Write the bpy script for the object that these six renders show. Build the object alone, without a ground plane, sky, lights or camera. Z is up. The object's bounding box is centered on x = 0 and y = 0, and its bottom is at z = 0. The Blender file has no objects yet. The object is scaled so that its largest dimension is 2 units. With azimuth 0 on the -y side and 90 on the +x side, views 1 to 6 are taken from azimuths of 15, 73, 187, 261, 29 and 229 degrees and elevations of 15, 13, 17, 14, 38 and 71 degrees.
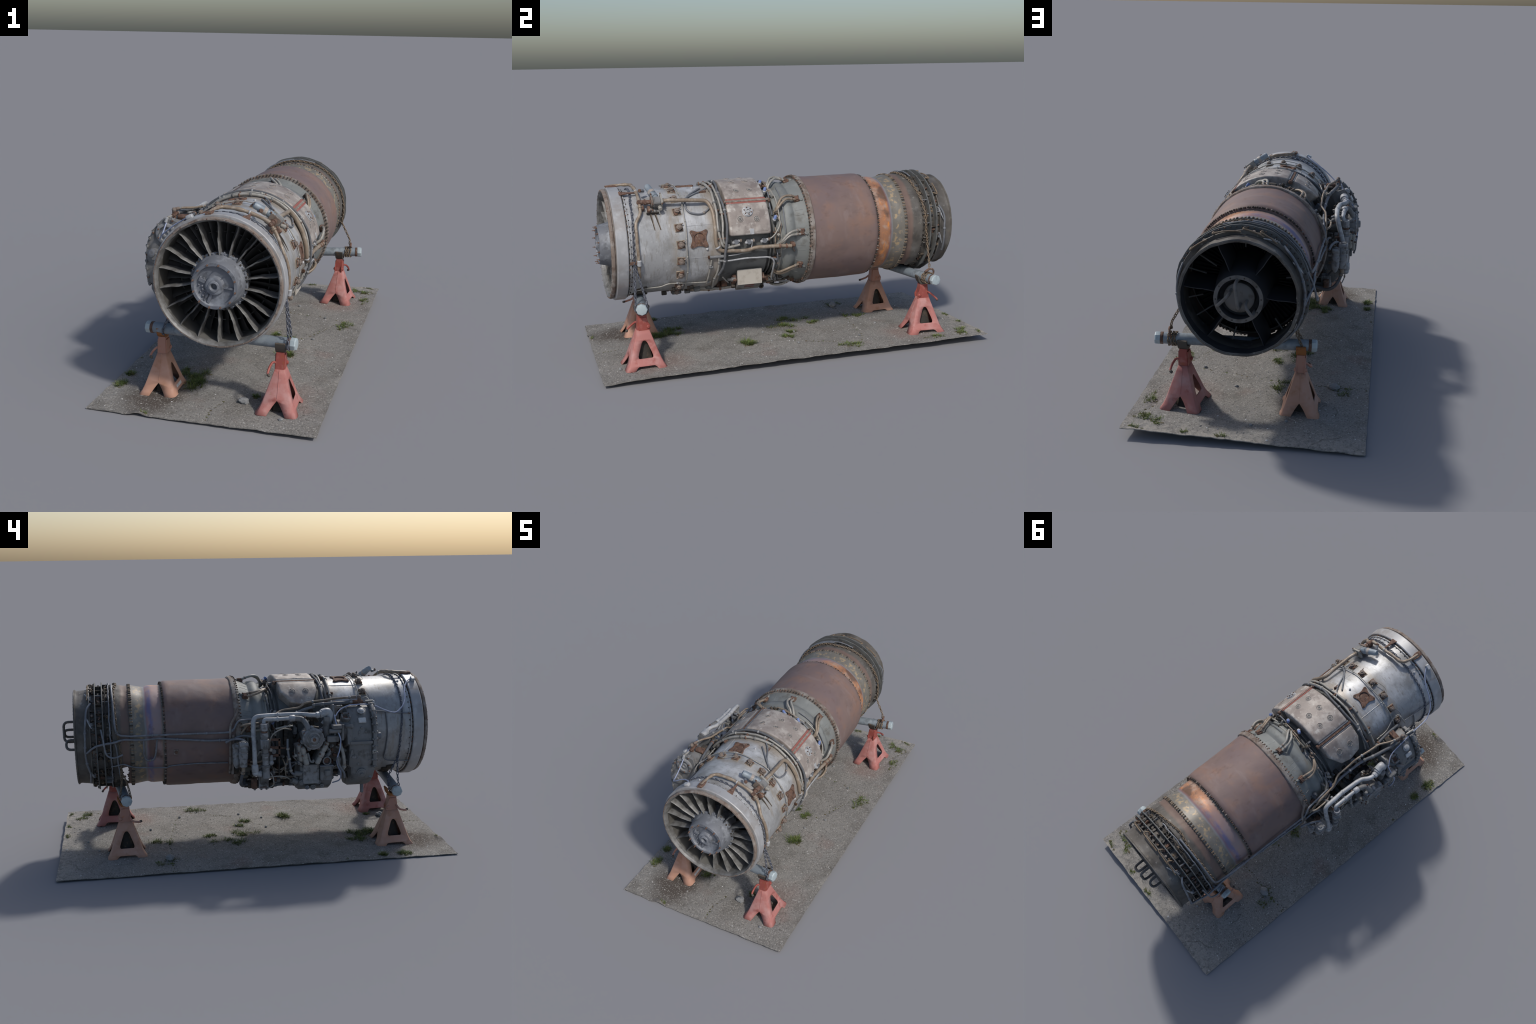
# A worn jet engine lying on two steel tubes that rest on four axle stands, on a thin slab of old pavement.
# Everything round the engine is placed in cylinder coordinates: y along the shaft, angle from the top towards +x, radius.
import bpy, bmesh, math, random
from mathutils import Vector, Matrix, noise
from mathutils.geometry import tessellate_polygon

rng = random.Random(7)
SHAFT0 = Vector((0.054, -0.900, 0.582))
SHAFT1 = Vector((0.026, 0.885, 0.585))
AX = (SHAFT1 - SHAFT0).normalized()
SIDE = AX.cross(Vector((0, 0, 1))).normalized()
UP = SIDE.cross(AX)
RM = 0.265


def P(y, th, r):
    a = math.radians(th)
    return SHAFT0 + AX * ((y - SHAFT0.y) / AX.y) + SIDE * (r * math.sin(a)) + UP * (r * math.cos(a))


def frame(y, th, r):
    """axes: along the shaft, round the shaft, outwards"""
    a = math.radians(th)
    out = SIDE * math.sin(a) + UP * math.cos(a)
    tan = SIDE * math.cos(a) - UP * math.sin(a)
    m = Matrix.Identity(4)
    for i, c in enumerate((AX, tan, out, P(y, th, r))):
        m.col[i][:3] = c
    return m


def frame_dir(p, z, x=None):
    z = Vector(z).normalized()
    x = Vector(x) if x is not None else (Vector((0, 0, 1)) if abs(z.z) < 0.9 else Vector((1, 0, 0)))
    x = (x - z * x.dot(z)).normalized()
    y = z.cross(x)
    m = Matrix.Identity(4)
    for i, c in enumerate((x, y, z, Vector(p))):
        m.col[i][:3] = c
    return m


def fbm(p, s, seed=0.0):
    return noise.fractal(Vector(p) * s + Vector((seed, seed * 1.7, seed * 0.3)), 0.9, 2.1, 4)


# ------------------------------------------------------------------ materials
def node(nt, kind, **kw):
    n = nt.nodes.new(kind)
    for k, v in kw.items():
        setattr(n, k, v)
    return n


class Mat:
    """A Principled material built from a base colour and layers masked by noise."""

    def __init__(self, name, base, rough=0.6, metal=0.0, spec=0.3):
        self.m = bpy.data.materials.new(name)
        self.m.use_nodes = True
        self.nt = self.m.node_tree
        self.b = self.nt.nodes["Principled BSDF"]
        self.b.inputs["Roughness"].default_value = rough
        self.b.inputs["Metallic"].default_value = metal
        self.b.inputs["Specular IOR Level"].default_value = spec
        self.co = node(self.nt, "ShaderNodeTexCoord").outputs["Object"]
        c = node(self.nt, "ShaderNodeRGB")
        c.outputs[0].default_value = (*base, 1)
        self.col = c.outputs[0]

    def link(self, a, b):
        self.nt.links.new(a, b)

    def mapped(self, scale=(1, 1, 1), loc=(0, 0, 0)):
        n = node(self.nt, "ShaderNodeMapping")
        n.inputs["Scale"].default_value = scale
        n.inputs["Location"].default_value = loc
        self.link(self.co, n.inputs["Vector"])
        return n.outputs[0]

    def ramp(self, v, lo, hi):
        n = node(self.nt, "ShaderNodeMapRange", clamp=True)
        n.inputs["From Min"].default_value = lo
        n.inputs["From Max"].default_value = hi
        self.link(v, n.inputs["Value"])
        return n.outputs[0]

    def math(self, op, a, b=None):
        n = node(self.nt, "ShaderNodeMath", operation=op)
        for i, x in enumerate((a, b)):
            if x is None:
                continue
            if isinstance(x, (int, float)):
                n.inputs[i].default_value = x
            else:
                self.link(x, n.inputs[i])
        return n.outputs[0]

    def noise(self, scale, detail=4, stretch=(1, 1, 1), loc=(0, 0, 0), rough=0.6):
        n = node(self.nt, "ShaderNodeTexNoise")
        n.inputs["Scale"].default_value = scale
        n.inputs["Detail"].default_value = detail
        n.inputs["Roughness"].default_value = rough
        self.link(self.mapped(stretch, loc), n.inputs["Vector"])
        return n.outputs["Fac"]

    def mix(self, mask, colour, amount=1.0):
        n = node(self.nt, "ShaderNodeMix", data_type="RGBA")
        if amount != 1.0:
            mask = self.math("MULTIPLY", mask, amount)
        self.link(mask, n.inputs["Factor"])
        self.link(self.col, n.inputs["A"])
        if isinstance(colour, tuple):
            n.inputs["B"].default_value = (*colour, 1)
        else:
            self.link(colour, n.inputs["B"])
        self.col = n.outputs["Result"]
        return self

    def layer(self, colour, scale, lo, hi, amount=1.0, stretch=(1, 1, 1), detail=4, loc=(0, 0, 0)):
        return self.mix(self.ramp(self.noise(scale, detail, stretch, loc), lo, hi), colour, amount)

    def axis(self, i):
        n = node(self.nt, "ShaderNodeSeparateXYZ")
        self.link(self.co, n.inputs[0])
        return n.outputs[i]

    def band(self, v, a, b, soft):
        return self.math("MULTIPLY", self.ramp(v, a - soft, a + soft), self.ramp(v, b + soft, b - soft))

    def spot(self, centre, radius, soft, wob=0.0, scale=12):
        n = node(self.nt, "ShaderNodeVectorMath", operation="DISTANCE")
        self.link(self.co, n.inputs[0])
        n.inputs[1].default_value = centre
        d = n.outputs["Value"]
        if wob:
            d = self.math("ADD", d, self.math("MULTIPLY", self.math("SUBTRACT", self.noise(scale), 0.5), wob))
        return self.ramp(d, radius + soft, radius - soft)

    def bump(self, scale, strength=0.3, dist=0.002, detail=4):
        n = node(self.nt, "ShaderNodeBump")
        n.inputs["Strength"].default_value = strength
        n.inputs["Distance"].default_value = dist
        self.link(self.noise(scale, detail), n.inputs["Height"])
        self.link(n.outputs[0], self.b.inputs["Normal"])
        return self

    def done(self):
        self.link(self.col, self.b.inputs["Base Color"])
        return self.m


RUST = (0.13, 0.055, 0.032)
DIRT = (0.06, 0.052, 0.045)


def make_materials():
    M = {}
    m = Mat("cast_silver_skin", (0.345, 0.352, 0.362), 0.44, 0.15, 0.4)
    m.layer((0.56, 0.575, 0.60), 8, 0.46, 0.68, 0.8)
    m.layer((0.225, 0.225, 0.222), 10, 0.50, 0.66, 0.75, loc=(3, 1, 0))
    m.layer((0.28, 0.225, 0.155), 9, 0.58, 0.72, 0.45, stretch=(1, 3, 0.5), loc=(5, 0, 2))
    m.layer((0.22, 0.21, 0.19), 42, 0.54, 0.68, 0.6, stretch=(0.6, 2, 0.6))
    m.layer((0.55, 0.555, 0.565), 55, 0.62, 0.72, 0.45, loc=(1, 8, 2))
    edge = m.math("ADD", m.axis(1), m.math("MULTIPLY", m.math("SUBTRACT", m.noise(14), 0.5), 0.10))
    m.mix(m.band(edge, -0.440, -0.36, 0.02), (0.25, 0.19, 0.125), 0.5)
    m.mix(m.band(edge, -0.620, -0.585, 0.012), (0.26, 0.215, 0.16), 0.35)
    m.layer((0.08, 0.07, 0.06), 170, 0.66, 0.73, 0.85)
    M["silver"] = m.bump(90, 0.25, 0.001).done()
    m = Mat("brushed_band", (0.36, 0.365, 0.378), 0.46, 0.15, 0.4)
    m.layer((0.27, 0.25, 0.235), 9, 0.48, 0.68, 0.75)
    m.layer((0.50, 0.505, 0.525), 14, 0.52, 0.68, 0.7, loc=(2, 2, 2))
    m.layer((0.22, 0.15, 0.105), 17, 0.63, 0.74, 0.6, stretch=(1, 0.3, 1))
    M["band"] = m.bump(60, 0.2, 0.001).done()
    m = Mat("combustor_grey", (0.19, 0.202, 0.20), 0.6, 0.1, 0.3)
    m.layer((0.27, 0.285, 0.282), 9, 0.48, 0.7, 0.7)
    m.layer((0.105, 0.10, 0.09), 15, 0.56, 0.72, 0.7, loc=(1, 4, 2))
    m.layer((0.20, 0.15, 0.10), 24, 0.62, 0.74, 0.5)
    M["grey"] = m.bump(70, 0.3, 0.001).done()
    m = Mat("core_dark_grey", (0.125, 0.13, 0.13), 0.65, 0.1, 0.3)
    m.layer((0.18, 0.185, 0.18), 12, 0.5, 0.7, 0.6)
    m.layer((0.06, 0.055, 0.05), 18, 0.55, 0.7, 0.7, loc=(2, 0, 1))
    M["core"] = m.bump(60, 0.3, 0.001).done()
    m = Mat("oxidised_brown_duct", (0.195, 0.138, 0.125), 0.6, 0.05, 0.3)
    m.layer((0.168, 0.125, 0.128), 4, 0.42, 0.68, 0.8)
    m.layer((0.255, 0.148, 0.106), 7, 0.50, 0.70, 0.7, loc=(3, 3, 0))
    m.layer((0.145, 0.108, 0.102), 9, 0.54, 0.72, 0.6, loc=(1, 6, 3), stretch=(1, 0.6, 1))
    m.layer((0.265, 0.212, 0.207), 6, 0.56, 0.76, 0.55, loc=(7, 1, 4), stretch=(1, 2, 1))
    m.layer((0.13, 0.085, 0.075), 26, 0.58, 0.74, 0.6, stretch=(1, 0.6, 1))
    m.layer((0.34, 0.27, 0.25), 160, 0.70, 0.78, 0.6)
    M["brown"] = m.bump(45, 0.35, 0.0015).done()
    m = Mat("heat_tinted_neck", (0.165, 0.155, 0.136), 0.45, 0.15, 0.4)
    y = m.math("ADD", m.axis(1), m.math("MULTIPLY", m.math("SUBTRACT", m.noise(9), 0.5), 0.02))
    x = m.math("ADD", m.axis(0), m.math("MULTIPLY", m.math("SUBTRACT", m.noise(5), 0.5), 0.35))
    m.layer((0.25, 0.242, 0.22), 14, 0.5, 0.7, 0.6, loc=(1, 1, 1))
    gold = m.math("MULTIPLY", m.ramp(m.noise(38, 6), 0.52, 0.6), m.band(y, 0.55, 0.592, 0.012))
    m.mix(gold, (0.44, 0.32, 0.18), 0.7)
    m.mix(m.band(y, 0.46, 0.531, 0.006), (0.36, 0.18, 0.105))
    m.mix(m.math("MULTIPLY", m.band(y, 0.46, 0.531, 0.006), m.ramp(m.noise(16, 5, loc=(8, 1, 1)), 0.48, 0.62)), (0.42, 0.31, 0.25), 0.8)
    streak = m.ramp(m.noise(20, 4, (1, 2.5, 1)), 0.5, 0.68)
    m.mix(m.math("MULTIPLY", m.band(y, 0.485, 0.527, 0.008), streak), (0.68, 0.27, 0.075), 0.9)
    cool = m.ramp(x, 0.07, -0.10)
    m.mix(m.math("MULTIPLY", m.band(y, 0.46, 0.531, 0.006), cool), (0.30, 0.235, 0.245), 0.85)
    m.mix(m.math("MULTIPLY", m.band(y, 0.505, 0.532, 0.006), m.math("MULTIPLY", cool, m.ramp(m.noise(18, 4, (1, 2, 1), (4, 4, 1)), 0.40, 0.58))), (0.17, 0.16, 0.29), 0.85)
    m.mix(m.band(y, 0.526, 0.536, 0.003), (0.27, 0.16, 0.20), 0.5)
    m.mix(m.band(y, 0.535, 0.543, 0.004), (0.28, 0.28, 0.31), 0.6)
    m.mix(m.math("MULTIPLY", m.band(y, 0.46, 0.53, 0.006), m.ramp(m.noise(7, 4, loc=(2, 5, 1)), 0.52, 0.60)), (0.13, 0.08, 0.06), 0.85)
    M["neck"] = m.bump(50, 0.2, 0.001).done()
    m = Mat("sooty_tail_skin", (0.108, 0.099, 0.089), 0.55, 0.1, 0.35)
    y = m.math("ADD", m.axis(1), m.math("MULTIPLY", m.math("SUBTRACT", m.noise(8), 0.5), 0.03))
    m.layer((0.175, 0.170, 0.162), 9, 0.48, 0.68, 0.75)
    m.layer((0.06, 0.055, 0.05), 12, 0.50, 0.66, 0.8, loc=(3, 2, 1))
    m.layer((0.30, 0.29, 0.27), 48, 0.62, 0.7, 0.6, loc=(7, 2, 1))
    m.mix(m.band(y, 0.618, 0.658, 0.006), (0.175, 0.118, 0.098), 0.8)
    m.layer((0.23, 0.18, 0.12), 24, 0.62, 0.74, 0.5)
    M["tail"] = m.bump(60, 0.35, 0.0015).done()
    m = Mat("rusty_steel", (0.145, 0.088, 0.068), 0.8, 0.0, 0.2)
    m.layer((0.21, 0.112, 0.066), 50, 0.52, 0.66, 0.75)
    m.layer((0.07, 0.046, 0.038), 60, 0.50, 0.64, 0.85, loc=(1, 2, 3))
    m.layer((0.27, 0.225, 0.19), 70, 0.57, 0.68, 0.7, loc=(4, 2, 3))
    M["rust"] = m.bump(180, 0.5, 0.001).done()
    m = Mat("brown_rust_lip", (0.195, 0.158, 0.135), 0.75, 0.0, 0.25)
    m.layer((0.30, 0.28, 0.262), 20, 0.47, 0.62, 0.8)
    m.layer((0.11, 0.075, 0.058), 32, 0.52, 0.68, 0.8, loc=(1, 2, 3))
    M["lip"] = m.bump(90, 0.5, 0.001).done()
    m = Mat("dark_grime", (0.055, 0.05, 0.045), 0.8, 0.0, 0.2)
    m.layer((0.11, 0.085, 0.065), 40, 0.52, 0.66, 0.8)
    m.layer((0.16, 0.10, 0.06), 80, 0.6, 0.7, 0.6)
    M["grime"] = m.bump(120, 0.5, 0.002).done()
    m = Mat("inner_black", (0.022, 0.022, 0.024), 0.7, 0.0, 0.2)
    m.layer((0.04, 0.038, 0.038), 14, 0.5, 0.7)
    M["black"] = m.done()
    m = Mat("tail_inside_soot", (0.040, 0.041, 0.046), 0.6, 0.1, 0.3)
    m.layer((0.065, 0.065, 0.07), 10, 0.5, 0.7)
    M["soot"] = m.done()
    m = Mat("tail_centre_grey", (0.15, 0.142, 0.135), 0.65, 0.0, 0.3)
    m.layer((0.10, 0.09, 0.08), 22, 0.5, 0.66)
    M["cone"] = m.bump(60, 0.2, 0.001).done()
    m = Mat("inlet_wall_grey", (0.15, 0.147, 0.138), 0.55, 0.15, 0.35)  # grey darkened to carry the occlusion shade inside the intake
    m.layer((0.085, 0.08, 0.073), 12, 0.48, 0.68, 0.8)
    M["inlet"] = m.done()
    m = Mat("guide_vane_metal", (0.205, 0.206, 0.205), 0.5, 0.2, 0.4)
    m.layer((0.10, 0.097, 0.092), 18, 0.46, 0.62, 0.85)
    m.layer((0.33, 0.33, 0.33), 22, 0.56, 0.7, 0.7, loc=(2, 2, 2))
    M["vane"] = m.done()
    m = Mat("rotor_blade_dark", (0.070, 0.068, 0.068), 0.5, 0.25, 0.4)
    m.layer((0.035, 0.034, 0.034), 18, 0.48, 0.66, 0.8)
    M["blade"] = m.done()
    m = Mat("blue_grey_hub_paint", (0.165, 0.178, 0.205), 0.55, 0.1, 0.35)
    m.layer((0.30, 0.322, 0.36), 24, 0.5, 0.66, 0.75)
    m.layer((0.085, 0.09, 0.10), 30, 0.54, 0.68, 0.8, loc=(4, 1, 1))
    M["hub"] = m.bump(90, 0.3, 0.001).done()
    m = Mat("tan_painted_tube", (0.245, 0.195, 0.148), 0.45, 0.1, 0.4)
    m.layer((0.38, 0.335, 0.282), 30, 0.5, 0.66, 0.75)
    m.layer((0.15, 0.105, 0.078), 34, 0.56, 0.7, 0.7, loc=(4, 1, 1))
    M["tan"] = m.bump(80, 0.3, 0.001).done()
    m = Mat("stone_grey_tube", (0.31, 0.30, 0.275), 0.5, 0.15, 0.35)
    m.layer((0.42, 0.41, 0.39), 30, 0.5, 0.66, 0.7)
    m.layer((0.17, 0.14, 0.11), 34, 0.56, 0.7, 0.7, loc=(4, 1, 1))
    M["tube"] = m.bump(80, 0.3, 0.001).done()
    m = Mat("dark_hose", (0.10, 0.105, 0.115), 0.6, 0.0, 0.35)
    m.layer((0.15, 0.155, 0.165), 40, 0.5, 0.68)
    M["hose"] = m.done()
    m = Mat("slate_pipe", (0.165, 0.175, 0.195), 0.5, 0.15, 0.4)
    m.layer((0.25, 0.265, 0.29), 30, 0.5, 0.68, 0.7)
    m.layer((0.09, 0.08, 0.072), 30, 0.56, 0.7, 0.7, loc=(4, 1, 1))
    M["slate"] = m.done()
    m = Mat("bright_aluminium", (0.38, 0.39, 0.405), 0.5, 0.1, 0.4)
    m.layer((0.52, 0.53, 0.55), 30, 0.5, 0.66, 0.7)
    m.layer((0.25, 0.255, 0.265), 34, 0.5, 0.66, 0.8, loc=(3, 1, 2))
    M["bright"] = m.done()
    m = Mat("gearbox_casting", (0.185, 0.185, 0.185), 0.6, 0.1, 0.35)
    m.layer((0.235, 0.24, 0.245), 13, 0.48, 0.66, 0.7)
    m.layer((0.085, 0.08, 0.074), 20, 0.52, 0.68, 0.8, loc=(4, 1, 1))
    m.layer((0.16, 0.09, 0.05), 40, 0.64, 0.72, 0.6)
    M["gear"] = m.bump(110, 0.35, 0.001).done()
    m = Mat("cream_lid", (0.44, 0.41, 0.365), 0.6)
    m.layer((0.32, 0.285, 0.245), 30, 0.5, 0.68, 0.7)
    M["cream"] = m.done()
    m = Mat("pale_casting", (0.245, 0.25, 0.258), 0.55, 0.1, 0.35)  # gearbox grey lightened for parts that catch light against dark gaps
    m.layer((0.34, 0.345, 0.355), 24, 0.48, 0.64, 0.75)
    m.layer((0.11, 0.105, 0.10), 34, 0.50, 0.64, 0.85, loc=(4, 1, 1))
    m.layer((0.17, 0.10, 0.06), 50, 0.64, 0.72, 0.6)
    M["pale"] = m.bump(110, 0.35, 0.001).done()
    m = Mat("taupe_cover_panel", (0.285, 0.252, 0.232), 0.55, 0.1, 0.35)
    m.layer((0.43, 0.395, 0.365), 11, 0.47, 0.63, 0.85)
    m.layer((0.20, 0.170, 0.158), 15, 0.50, 0.66, 0.8, loc=(4, 1, 1))
    m.layer((0.53, 0.51, 0.48), 26, 0.57, 0.68, 0.75, loc=(0, 4, 1))
    m.layer((0.14, 0.12, 0.11), 60, 0.62, 0.7, 0.5, loc=(2, 4, 5))
    m.layer((0.32, 0.20, 0.11), 30, 0.66, 0.74, 0.6)
    M["panel"] = m.bump(70, 0.25, 0.001).done()
    m = Mat("faded_red_strip", (0.27, 0.095, 0.08), 0.65)
    m.layer((0.29, 0.20, 0.17), 50, 0.52, 0.66, 0.8)
    M["strip"] = m.done()
    m = Mat("blue_cap_plastic", (0.15, 0.21, 0.42), 0.45)
    m.layer((0.26, 0.33, 0.5), 60, 0.5, 0.66, 0.6)
    M["blue"] = m.done()
    m = Mat("pale_blue_cable", (0.34, 0.385, 0.52), 0.5)
    m.layer((0.25, 0.28, 0.4), 60, 0.5, 0.66, 0.6)
    M["cable"] = m.done()
    m = Mat("red_stand_paint", (0.41, 0.168, 0.152), 0.6, 0.0, 0.3)
    m.layer((0.48, 0.275, 0.26), 14, 0.45, 0.66, 0.8)
    m.layer((0.31, 0.085, 0.07), 22, 0.55, 0.7, 0.7, loc=(3, 1, 2))
    m.layer((0.35, 0.19, 0.12), 60, 0.64, 0.72, 0.6)
    M["red"] = m.bump(60, 0.2, 0.001).done()
    m = Mat("red_neck_paint", (0.30, 0.075, 0.062), 0.5, 0.0, 0.35)
    m.layer((0.42, 0.17, 0.145), 26, 0.52, 0.68, 0.7)
    m.layer((0.32, 0.10, 0.04), 34, 0.6, 0.7, 0.7)
    M["redneck"] = m.bump(60, 0.2, 0.001).done()
    m = Mat("orange_stand_paint", (0.45, 0.252, 0.182), 0.6, 0.0, 0.3)
    m.layer((0.50, 0.31, 0.245), 14, 0.45, 0.66, 0.8)
    m.layer((0.36, 0.18, 0.105), 22, 0.55, 0.7, 0.7, loc=(3, 1, 2))
    M["orange"] = m.bump(60, 0.2, 0.001).done()
    m = Mat("orange_neck_paint", (0.41, 0.215, 0.165), 0.5, 0.0, 0.35)
    m.layer((0.40, 0.14, 0.05), 34, 0.58, 0.7, 0.8)
    M["orangeneck"] = m.bump(60, 0.2, 0.001).done()
    m = Mat("stand_saddle_iron", (0.085, 0.078, 0.07), 0.6, 0.1, 0.3)
    m.layer((0.17, 0.10, 0.06), 40, 0.56, 0.68, 0.7)
    M["iron"] = m.bump(80, 0.3, 0.001).done()
    m = Mat("orange_rust_saddle", (0.32, 0.13, 0.045), 0.75)
    m.layer((0.16, 0.07, 0.035), 40, 0.5, 0.66, 0.8)
    M["rustsaddle"] = m.done()
    m = Mat("galvanised_tube", (0.225, 0.265, 0.305), 0.5, 0.15, 0.4)
    m.layer((0.33, 0.375, 0.41), 22, 0.48, 0.68, 0.7)
    m.layer((0.14, 0.16, 0.18), 30, 0.54, 0.7, 0.7, loc=(2, 2, 2))
    M["galv"] = m.bump(60, 0.2, 0.001).done()
    m = Mat("galvanised_cap", (0.40, 0.47, 0.50), 0.5, 0.1, 0.4)
    m.layer((0.29, 0.34, 0.37), 40, 0.5, 0.66, 0.7)
    M["cap"] = m.done()
    m = Mat("blue_black_chain", (0.115, 0.125, 0.155), 0.5, 0.3, 0.4)
    m.layer((0.21, 0.225, 0.27), 60, 0.5, 0.66, 0.7)
    m.layer((0.20, 0.10, 0.05), 40, 0.62, 0.72, 0.7)
    M["chain"] = m.done()
    m = Mat("rusty_tan_chain", (0.185, 0.14, 0.10), 0.7, 0.1, 0.3)
    m.layer((0.27, 0.215, 0.155), 60, 0.5, 0.66, 0.7)
    m.layer((0.10, 0.065, 0.045), 50, 0.56, 0.7, 0.7)
    M["chaintan"] = m.done()
    m = Mat("white_label", (0.6, 0.6, 0.6), 0.5)
    m.layer((0.4, 0.4, 0.4), 60, 0.5, 0.66, 0.6)
    M["label"] = m.done()
    # pavement
    m = Mat("old_pavement", (0.222, 0.214, 0.202), 0.9, 0.0, 0.15)
    m.layer((0.278, 0.268, 0.252), 5, 0.42, 0.66, 0.7)
    m.layer((0.145, 0.136, 0.122), 9, 0.52, 0.7, 0.6, loc=(2, 5, 0))
    m.layer((0.24, 0.165, 0.145), 4, 0.56, 0.70, 0.45, loc=(9, 2, 0))
    m.layer((0.12, 0.108, 0.095), 3.2, 0.54, 0.66, 0.5, loc=(4, 6, 0), detail=6)
    for c in ((0.30, -0.66, 0.03), (0.30, 0.62, 0.03)):
        m.mix(m.spot(c, 0.10, 0.07, 0.16), (0.235, 0.150, 0.130), 0.45)
    m.mix(m.spot((-0.25, -0.83, 0.0), 0.13, 0.05, 0.20), (0.085, 0.070, 0.060), 0.9)
    m.layer((0.36, 0.34, 0.31), 120, 0.56, 0.66, 0.85, detail=2)
    m.layer((0.10, 0.093, 0.083), 140, 0.56, 0.66, 0.85, detail=2, loc=(3, 3, 3))
    m.layer((0.45, 0.44, 0.42), 75, 0.70, 0.74, 0.8, detail=1, loc=(6, 3, 3))
    rim = m.ramp(m.math("ADD", m.axis(1), m.math("MULTIPLY", m.math("SUBTRACT", m.noise(7), 0.5), 0.35)), 0.86, 1.0)
    m.mix(m.math("MULTIPLY", rim, m.ramp(m.noise(45, 3), 0.42, 0.58)), (0.36, 0.335, 0.30), 0.7)
    v = node(m.nt, "ShaderNodeTexVoronoi", feature="DISTANCE_TO_EDGE")
    v.inputs["Scale"].default_value = 2.6
    w = node(m.nt, "ShaderNodeTexNoise")
    w.inputs["Scale"].default_value = 7
    m.link(m.co, w.inputs["Vector"])
    ad = node(m.nt, "ShaderNodeMixRGB", blend_type="ADD")
    ad.inputs[0].default_value = 0.12
    m.link(m.co, ad.inputs[1])
    m.link(w.outputs["Color"], ad.inputs[2])
    m.link(ad.outputs[0], v.inputs["Vector"])
    crack = m.math("MULTIPLY", m.ramp(v.outputs["Distance"], 0.012, 0.0), m.ramp(m.noise(4, loc=(1, 7, 0)), 0.56, 0.62))
    m.mix(crack, (0.09, 0.083, 0.07), 0.6)
    M["pave"] = m.bump(160, 0.6, 0.003).done()
    m = Mat("weed_green", (0.10, 0.14, 0.04), 0.7, 0.0, 0.2)
    m.layer((0.17, 0.205, 0.07), 50, 0.45, 0.62, 0.8)
    m.layer((0.20, 0.155, 0.075), 35, 0.58, 0.7, 0.8, loc=(3, 1, 0))
    M["weed"] = m.done()
    m = Mat("moss_soil", (0.10, 0.098, 0.055), 0.9, 0.0, 0.1)
    m.layer((0.14, 0.11, 0.078), 40, 0.46, 0.6, 0.85)
    m.layer((0.075, 0.12, 0.03), 60, 0.54, 0.66, 0.8)
    M["moss"] = m.bump(200, 0.7, 0.003).done()
    m = Mat("grey_stone", (0.25, 0.255, 0.26), 0.85, 0.0, 0.2)
    m.layer((0.14, 0.145, 0.15), 30, 0.48, 0.66, 0.8)
    M["stone"] = m.bump(90, 0.4, 0.001).done()
    return M


M = make_materials()

# ------------------------------------------------------------------ objects
scene = bpy.context.scene.collection


def thing(name, label, category, base):
    o = bpy.data.objects.new(name, None)
    o.location = base
    o.empty_display_size = 0.05
    scene.objects.link(o)
    o["label"] = label
    o["category"] = category
    return o


def adopt(o, parent):
    if parent is not None:
        o.parent = parent
        off = Vector((0, 0, 0))
        p = parent
        while p is not None:
            off += p.location
            p = p.parent
        o.matrix_parent_inverse = Matrix.Translation(-off)
    return o


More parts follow.
